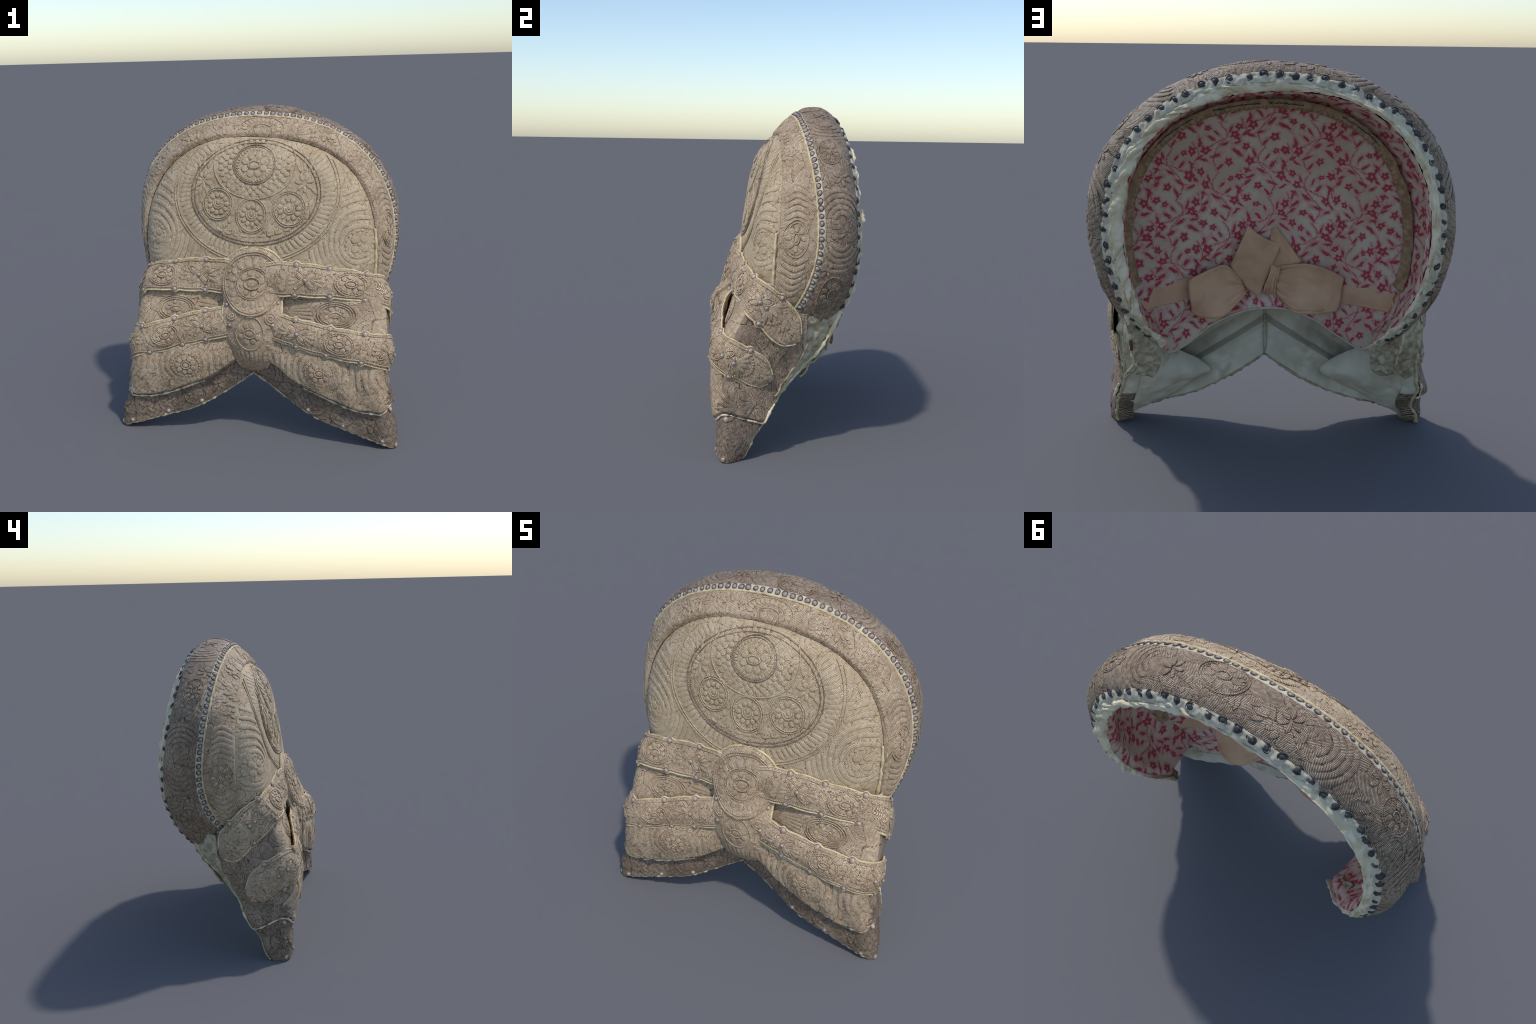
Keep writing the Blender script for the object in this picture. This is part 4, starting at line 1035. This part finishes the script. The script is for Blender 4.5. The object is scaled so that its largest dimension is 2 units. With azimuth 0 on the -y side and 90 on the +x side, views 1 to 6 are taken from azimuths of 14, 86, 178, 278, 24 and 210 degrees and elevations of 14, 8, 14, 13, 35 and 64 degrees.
            for k2 in range(16):
                a = -1.3 + 2.6 * k2 / 15; S_.pad(c, .5, .128 * math.cos(a), .088 * math.sin(a), .010, .007, a, .008, a, seg=8)
    S_.fill((.06, .95), (.14, .86), 900, .018, None, lambda u, v: 1.5 * math.sin(u * 13 + v), .0055, .95, .45)
    S_.done('ribbon_motif', ob, threads)
    for st, vv in ((su, .995), (sl, .005)):
        for c in st:
            q = p.S(np.array([c]), np.array([vv]))[0]; nq = p.frame(np.array([c]), np.array([.9 if vv > .5 else .1]))[2][0]
            m = .5 * (fu(np.array(c)) + fl(np.array(c))); q = q + (m - q) / np.linalg.norm(m - q) * .019
            place('stud', STUD, q + nq * .007, nq, ob)
    for c, kind, sc in motifs:
        if kind in ('cross', 'end'):
            q = p.S(np.array([c]), np.array([.5]))[0]; nq = p.frame(np.array([c]), np.array([.5]))[2][0]; place('stud', STUD, q + nq * .006, nq, ob, .8)

ribbon('upper_ribbon',
    [(.06,-.300,1.085),(.15,-.290,1.095),(.263,-.273,1.088),(.459,-.258,1.065),(.676,-.210,1.026),(.752,-.150,.99),(.800,-.080,.945),(.822,.0,.86),(.825,.055,.78),(.815,.07,.71)],
    [(.10,-.325,.90),(.17,-.332,.90),(.261,-.330,.90),(.469,-.326,.896),(.673,-.292,.873),(.765,-.250,.822),(.812,-.190,.765),(.832,-.110,.685),(.832,-.035,.635),(.822,.02,.622)],
    [(.263,-.271,1.086),(.459,-.256,1.063),(.676,-.207,1.024),(.81,-.05,.93)], [(.261,-.328,.9),(.469,-.324,.898),(.673,-.289,.876),(.80,-.20,.774)],
    [(.22, 'cross', 1), (.47, 'oval', 1.05), (.70, 'cross', 1), (.74, 'end', 1)], .018, THREAD_BOW, 1)
ribbon('upper_ribbon',
    [(-.06,-.300,1.085),(-.15,-.285,1.095),(-.298,-.261,1.098),(-.498,-.246,1.079),(-.696,-.178,1.028),(-.762,-.115,.99),(-.800,-.05,.94),(-.818,.02,.87),(-.822,.075,.80),(-.812,.09,.72)],
    [(-.10,-.322,.905),(-.17,-.325,.905),(-.298,-.318,.906),(-.488,-.331,.910),(-.702,-.300,.887),(-.778,-.240,.825),(-.815,-.170,.757),(-.834,-.090,.680),(-.834,-.015,.632),(-.822,.04,.622)],
    [(-.298,-.259,1.096),(-.498,-.244,1.077),(-.696,-.175,1.026),(-.812,.0,.90)], [(-.298,-.316,.906),(-.488,-.329,.912),(-.702,-.298,.889),(-.815,-.17,.757)],
    [(.24, 'cross', 1), (.46, 'oval', 1.0), (.70, 'cross', 1), (.74, 'end', 1)], .018, THREAD_BOW, -1)
ribbon('lower_ribbon',
    [(.08,-.345,.80),(.16,-.362,.795),(.274,-.383,.775),(.484,-.395,.738),(.686,-.393,.713),(.765,-.372,.700),(.815,-.310,.675),(.838,-.225,.632),(.845,-.130,.555),(.838,-.085,.48)],
    [(.08,-.385,.66),(.16,-.405,.645),(.28,-.420,.610),(.461,-.438,.572),(.669,-.463,.548),(.775,-.452,.535),(.832,-.385,.490),(.848,-.290,.440),(.850,-.20,.402),(.842,-.13,.40)],
    [(.274,-.383,.775),(.484,-.393,.738),(.686,-.391,.713),(.838,-.23,.64)], [(.28,-.42,.61),(.461,-.43,.571),(.669,-.459,.55),(.838,-.36,.475)],
    [(.20, 'cross', .9), (.44, 'oval', .95), (.70, 'cross', .9), (.76, 'end', 1)], .027, THREAD_BOW, 1)
ribbon('lower_ribbon',
    [(-.08,-.335,.83),(-.16,-.345,.822),(-.291,-.356,.800),(-.481,-.388,.752),(-.683,-.403,.699),(-.775,-.375,.698),(-.822,-.305,.672),(-.842,-.225,.632),(-.850,-.125,.55),(-.842,-.08,.47)],
    [(-.08,-.385,.665),(-.16,-.395,.65),(-.28,-.402,.617),(-.424,-.415,.583),(-.630,-.438,.528),(-.780,-.440,.515),(-.836,-.375,.465),(-.852,-.295,.412),(-.855,-.20,.372),(-.846,-.13,.375)],
    [(-.291,-.354,.80),(-.481,-.386,.75),(-.683,-.401,.697),(-.84,-.23,.64)], [(-.28,-.402,.617),(-.424,-.411,.583),(-.63,-.434,.529),(-.845,-.36,.455)],
    [(.22, 'cross', .9), (.45, 'oval', .9), (.70, 'cross', .9), (.76, 'end', 1)], .027, THREAD_BOW, -1)

# ------------------------------------------------------------------ knot
knot = empty('knot'); knot.parent = BONNET
KZ = [.40, .46, .52, .60, .65, .74, .80, .85, .95, 1.05, 1.14, 1.18]
KY = spline(KZ, [-.315, -.365, -.398, -.418, -.424, -.420, -.406, -.380, -.343, -.315, -.286, -.272])
KW = spline([.40, .44, .48, .53, .60, .65, .70, .73, .78, .83, .865, .89, .92, .97, 1.02, 1.06, 1.10, 1.13, 1.155, 1.172, 1.18],
            [.045, .075, .10, .133, .152, .158, .163, .176, .182, .180, .176, .184, .200, .209, .203, .190, .165, .137, .100, .05, .012])
def knot_S(a, z):
    """a -1..1 across"""
    w = KW(z); x = a * w + 0.004
    d = smooth(.80, .95, z)
    y = KY(z) + a ** 2 * (0.030 + 0.020 * d) + a * 0.024 * d + 0.012 * np.abs(a) ** 6 - smooth(.56, .44, z) * a ** 2 * .030; y = np.where(z > 1.02, np.minimum(y, crown_y(x, z) - .014), y)
    y = y - 0.010 * smooth(.198, .186, np.hypot(x - .004, z - .975))       # the disc stands proud of the tongue
    return np.stack([x, y, z + 0 * a - (1 - smooth(.40, .50, z)) * 0.0], -1)
KP = Panel(knot_S, sign=1.0, eps=(4e-3, 2e-3))
a = np.linspace(-1, 1, 90); z = np.concatenate([np.linspace(.402, 1.12, 180), np.linspace(1.124, 1.1795, 24)])
A, Z = np.meshgrid(a, z, indexing='ij'); P = KP.S(A, Z); N = KP.frame(np.clip(A, -.97, .97), np.clip(Z, .41, 1.165))[2]
P = P + N * (0.0025 * vnoise(P, 28, 80))[..., None]; Bk = P + np.array([0, 1.0, 0]) * (.006 + .020 * smooth(.44, .56, Z) * (1 - .75 * smooth(1.0, 1.08, Z)))[..., None]
k = A.size; F = grid_faces(90, len(z)); ac = A.ravel()[F].mean(1); zc = Z.ravel()[F].mean(1)
Su, Sv, n = KP.frame(ac, zc); e1 = unit(Su); e2 = np.cross(n, e1)
ang = np.where(zc > .9, np.arctan2(zc - .975, ac * .2) + PI / 2 + .4 * np.sin(40 * np.hypot(zc - .975, ac * .2)), PI / 2 + .5 * np.sin(ac * 6)); ax = axis_of(-np.sin(ang)[:, None] * e1 + np.cos(ang)[:, None] * e2)
idx = np.arange(k).reshape(90, len(z)); loop = np.concatenate([idx[:-1, 0], idx[-1, :-1], idx[:0:-1, -1], idx[0, :0:-1]])
Fe = [[int(loop[i]), int(loop[i] + k), int(loop[(i + 1) % len(loop)] + k), int(loop[(i + 1) % len(loop)])] for i in range(len(loop))]
Fb = grid_faces(90, len(z), k, True).tolist()
mesh_obj('knot_cloth', np.concatenate([P.reshape(-1, 3), Bk.reshape(-1, 3)]), F.tolist() + Fb + Fe, THREAD_BOW + [PALE_EDGE], knot, list(ax) + [14] * (len(Fb) + len(Fe)))
for sx in (-1, 1):
    zz = np.linspace(.43, 1.175, 260); C = KP.S(np.full_like(zz, sx * 1.0), zz); sweep('knot_edging', C + np.array([0, .004, 0]), 0.0068, PALE_CORD, knot, 7, .0012)
FK = Panel(lambda x, z: knot_S(x / np.maximum(KW(z), .02), z), 1.0, True, (2e-3, 2e-3))
S = Stitch(FK); kx, kz = 0.0, .972
S.ring(0, 0, .182, .180, kx, kz, r=.0055); S.ring(0, 0, .168, .166, kx, kz, r=.0045); S.ring(0, 0, .098, .094, kx, kz, r=.005); S.ring(0, 0, .088, .084, kx, kz, r=.004)
for k2 in range(17):
    a_ = 2 * PI * k2 / 17; S.pad(0, 0, kx + .132 * math.cos(a_), kz + .128 * math.sin(a_), .024, .017, a_, .010, a_ + random.uniform(0, 3), 'petal', 14)
for k2 in range(22):
    a_ = 2 * PI * (k2 + .5) / 22; S.pad(0, 0, kx + .157 * math.cos(a_), kz + .153 * math.sin(a_), .010, .009, a_, .008, a_, seg=8); S.pad(0, 0, kx + .107 * math.cos(a_), kz + .103 * math.sin(a_), .009, .007, a_, .008, a_, seg=8)
S.flower(0, 0, kx, kz, 8, .044, .082, .019, .2, .010, 1.0, False)
S.ring(0, 0, .046, .034, kx, kz, r=.007, lift=.006); S.pad(0, 0, kx, kz, .036, .022, 0, .011, PI / 2)
S.spiral(0, 0, -.114, .787, .040, 2.4, 1); S.spiral(0, 0, .122, .775, .040, 2.4, -1)
mx, mz = -.004, .682
S.ring(0, 0, .085, .105, mx, mz, r=.0048); S.flower(0, 0, mx, mz, 8, .036, .078, .020, .4, .010, 1.0, False); S.ring(0, 0, .034, .028, mx, mz, r=.0055); S.pad(0, 0, mx, mz, .026, .018, 0, .010, PI / 2)
for k2 in range(24):
    a_ = 2 * PI * k2 / 24; S.pad(0, 0, mx + .089 * math.cos(a_), mz + .108 * math.sin(a_), .008, .006, a_, .007, a_, seg=8)
for k2 in range(7):
    x0 = (k2 - 3) * .030; S.strip(0, 0, np.linspace(x0, x0 * .72, 8), np.linspace(.575, .475, 8), .025, .006)
S.fill((-.16, .16), (.50, 1.12), 1500, .0165, lambda x, z: abs(x) < float(KW(np.array(z))) - .012, lambda x, z: math.atan2(z - .9, x) + 1.2, .006, .95, .5)
S.done('knot_motif', knot, THREAD_BOW)
for sx, zs in ((-.163, .84), (.165, .855), (-.135, .725), (.142, .735)):
    q = FK.S(np.array([sx * .95]), np.array([zs]))[0]; nq = FK.frame(np.array([sx * .9]), np.array([zs]))[2][0]; place('stud', STUD, q + nq * .003, nq, knot, .85)

# ------------------------------------------------------------------ inside of the bow: folded linen flaps, gauze, centre seam
back = empty('bow_back'); back.parent = BONNET
C = facing(np.full(60, .5), np.linspace(.16, .98, 60)); C[:, 1] += .004
sweep('centre_seam', C, .011 + .003 * vnoise(C, 30, 3), GAUZE, back, 8, .004)
for sg in (1, -1):
    te = np.linspace(1.08, 2.0, 60); RE = bow_S(te, bow_hem(te), sg)           # rear edge of the side
    nn = np.linspace(0, 1, 60); inn = RE + np.stack([-sg * (.105 - .02 * nn), .000 + 0 * nn, .035 * np.exp(-nn * 6) + .004], -1)
    RE = RE - np.array([0, .012, 0]); fo, fi = spline(nn, RE), spline(nn, inn)
    for part, a0, a1, mat in (('tail_wrap', 0.0, .46, THREAD_DARK[1]), ('tail_backing', .45, 1.0, LINEN)):
        def wrap(u, v, a0=a0, a1=a1): return fo(a0 + (a1 - a0) * u) + (fi(a0 + (a1 - a0) * u) - fo(a0 + (a1 - a0) * u)) * v[..., None] + np.array([0, .007, -.004]) * np.sin(PI * v)[..., None]
        slab(part, wrap, 40, 20, .012, mat, back, .006, 120 + sg, 20)
    E = spline(np.linspace(0, 1, 6), fi(np.linspace(.96, .08, 6)) + np.array([sg * .02, -.004, 0]))
    I = spline(np.linspace(0, 1, 6), [(.555*sg, -.10, .535), (.43*sg, -.235, .425), (.30*sg, -.245, .330), (.40*sg, -.26, .260), (.54*sg, -.285, .165), (.70*sg, -.29, .085)])
    def flap(u, v, E=E, I=I):
        return E(u) + (I(u) - E(u)) * v[..., None] + np.array([0, .035, 0]) * (np.sin(PI * v) * (1 - .3 * u))[..., None]
    slab('linen_flap', flap, 50, 50, .010, LINEN, back, .010, 90 + sg, 11)
    # whitish strip behind the embroidered side, and crumpled gauze running down from the rim end
    G0 = spline(np.linspace(0, 1, 5), [((.735 if sg > 0 else .77)*sg, .10, .80), ((.735 if sg > 0 else .785)*sg, .08, .70), ((.735 if sg > 0 else .79)*sg, .065, .60), ((.74 if sg > 0 else .80)*sg, .01, .50), ((.765 if sg > 0 else .81)*sg, -.10, .345)])
    G1 = spline(np.linspace(0, 1, 5), [(.655*sg, .285, .82), (.650*sg, .245, .72), (.635*sg, .205, .62), (.63*sg, .115, .51), (.73*sg, -.045, .36)])
    slab('gauze_strip', lambda u, v, A=G0, B=G1: A(u) + (B(u) - A(u)) * v[..., None], 60, 26, .008, GAUZE, back, .012, 95 + sg, 22)
    H0 = spline(np.linspace(0, 1, 5), [(.665*sg, .30, .80), (.66*sg, .255, .72), (.65*sg, .215, .62), (.635*sg, .15, .53), (.66*sg, .06, .43)])
    H1 = spline(np.linspace(0, 1, 5), [(.62*sg, .24, .80), (.56*sg, .19, .70), (.525*sg, .165, .60), (.53*sg, .115, .49), (.58*sg, .05, .41)])
    slab('crumpled_gauze', lambda u, v, A=H0, B=H1: A(u) + (B(u) - A(u)) * v[..., None], 70, 30, .010, GAUZE, back, .016, 97 + sg, 26)
    C = spline(np.linspace(0, 1, 6), [(.655*sg, .29, .82), (.66*sg, .26, .75), (.66*sg, .215, .66), (.655*sg, .16, .575), (.665*sg, .075, .495), (.735*sg, -.05, .375)])(np.linspace(0, 1, 60))
    sweep('rim_tail', C, .016 * np.linspace(1, .35, 60) + .004 * vnoise(C, 25, 4), RIM_CLOTH, back, 9, .007)
q = np.array([.650, .235, .655]); sweep('rusty_hook', np.array([q + (0, 0, .03), q + (.002, .008, .01), q + (0, .006, -.01), q + (0, 0, -.03)]), .008, RUST, back, 6, .002)
# pocket floor: linen closing the bow above, behind the hanging lining
def pocket(u, v):
    x = -.74 + 1.48 * u; z = .60 + .34 * v; return np.stack([x, -.215 - .06 * (1 - v) * (1 - (x / .8) ** 2) + .10 * np.abs(x / .74) ** 3, z + 0 * x], -1)

# ------------------------------------------------------------------ silk ribbon with bow inside the crown
silk = empty('silk_ribbon'); silk.parent = BONNET
def on_lining(x, z, d):
    return np.stack([x, lcrown_y(x, z) + d, z], -1)
def band_piece(name, xa, xb, za, zb, zc, zd, d=.014, wr=.006, seed=1, lift=0.0):
    """strip over the lining: left edge za..zb, right edge zc..zd"""
    def S(u, v):
        x = xa + (xb - xa) * u; lo = za + (zc - za) * u; hi = zb + (zd - zb) * u; z = lo + (hi - lo) * v
        P = on_lining(x, z, d + .006 * np.sin(PI * v) + lift * np.sin(PI * u)); return P
    slab(name, S, 60, 24, .005, SILK, silk, wr, seed, 14)
band_piece('silk_band', .685, .36, .722, .815, .755, .882, seed=101)
band_piece('silk_band', -.36, -.725, .735, .835, .710, .825, seed=102)
def loop(name, pts_lo, pts_hi, d0, d1, seed, th=.006, fold=1.0):
    n = len(pts_lo); lo = spline(np.linspace(0, 1, n), pts_lo); hi = spline(np.linspace(0, 1, n), pts_hi)
    def S(u, v):
        a = lo(u); b = hi(u); p = a + (b - a) * v[..., None]
        return on_lining(p[..., 0], p[..., 1], d0 + (d1 - d0) * np.sin(PI * u) ** .6 + .008 * np.sin(PI * v) + .011 * (1 - u) ** 1.6 * np.cos(5.5 * PI * v + 2 * u) * fold + .004 * np.sin(9 * u + 5 * v + seed))
    slab(name, S, 60, 26, th, SILK, silk, .009, seed, 11)
# front faces of the two loops, then their undersides
loop('silk_loop', [(.10,.795),(.21,.705),(.30,.692),(.372,.700),(.388,.735)], [(.135,.875),(.205,.955),(.30,.930),(.385,.885),(.402,.850)], .050, .088, 110)
loop('silk_loop', [(-.03,.825),(-.13,.730),(-.20,.718),(-.30,.712),(-.385,.715)], [(-.03,.900),(-.09,.945),(-.22,.958),(-.33,.925),(-.412,.880)], .034, .060, 111)
loop('silk_tail', [(.18,.945),(.165,.90),(.12,.835),(.03,.775)], [(.09,1.165),(.045,1.125),(-.02,1.085),(-.078,1.065)], .045, .050, 112, fold=.3)
loop('silk_tail', [(-.005,.935),(-.06,.92),(-.11,.905),(-.14,.925)], [(-.03,1.14),(-.055,1.15),(-.10,1.09),(-.185,.965)], .026, .034, 113, fold=.4)
loop('silk_loop', [(.11,.80),(.21,.69),(.30,.672),(.365,.688),(.38,.72)], [(.13,.85),(.20,.92),(.30,.90),(.375,.86),(.395,.82)], .030, .055, 114)
loop('silk_loop', [(-.03,.83),(-.13,.715),(-.20,.70),(-.30,.70),(-.375,.70)], [(-.03,.88),(-.09,.92),(-.22,.94),(-.32,.90),(-.40,.86)], .030, .055, 115)
loop('silk_tail', [(.01,.80),(.0,.85),(-.02,.91),(-.03,.95)], [(-.045,.79),(-.055,.85),(-.07,.90),(-.08,.94)], .062, .080, 116)
C = on_lining(np.full(12, -.655) + .006 * np.sin(np.arange(12)), np.linspace(.70, .835, 12), .03); sweep('silk_tack', C, .009, SILK, silk, 7, .003)

# ------------------------------------------------------------------ settle on the ground
zmin = 9
for ob in bpy.data.objects:
    if ob.type == 'MESH' and len(ob.data.vertices) > 30:
        n = len(ob.data.vertices); c = np.empty(n * 3); ob.data.vertices.foreach_get('co', c); M = np.array(ob.matrix_world)
        zmin = min(zmin, (c.reshape(-1, 3) @ M[2, :3] + M[2, 3]).min())
BONNET.location.z -= min(zmin, 0)
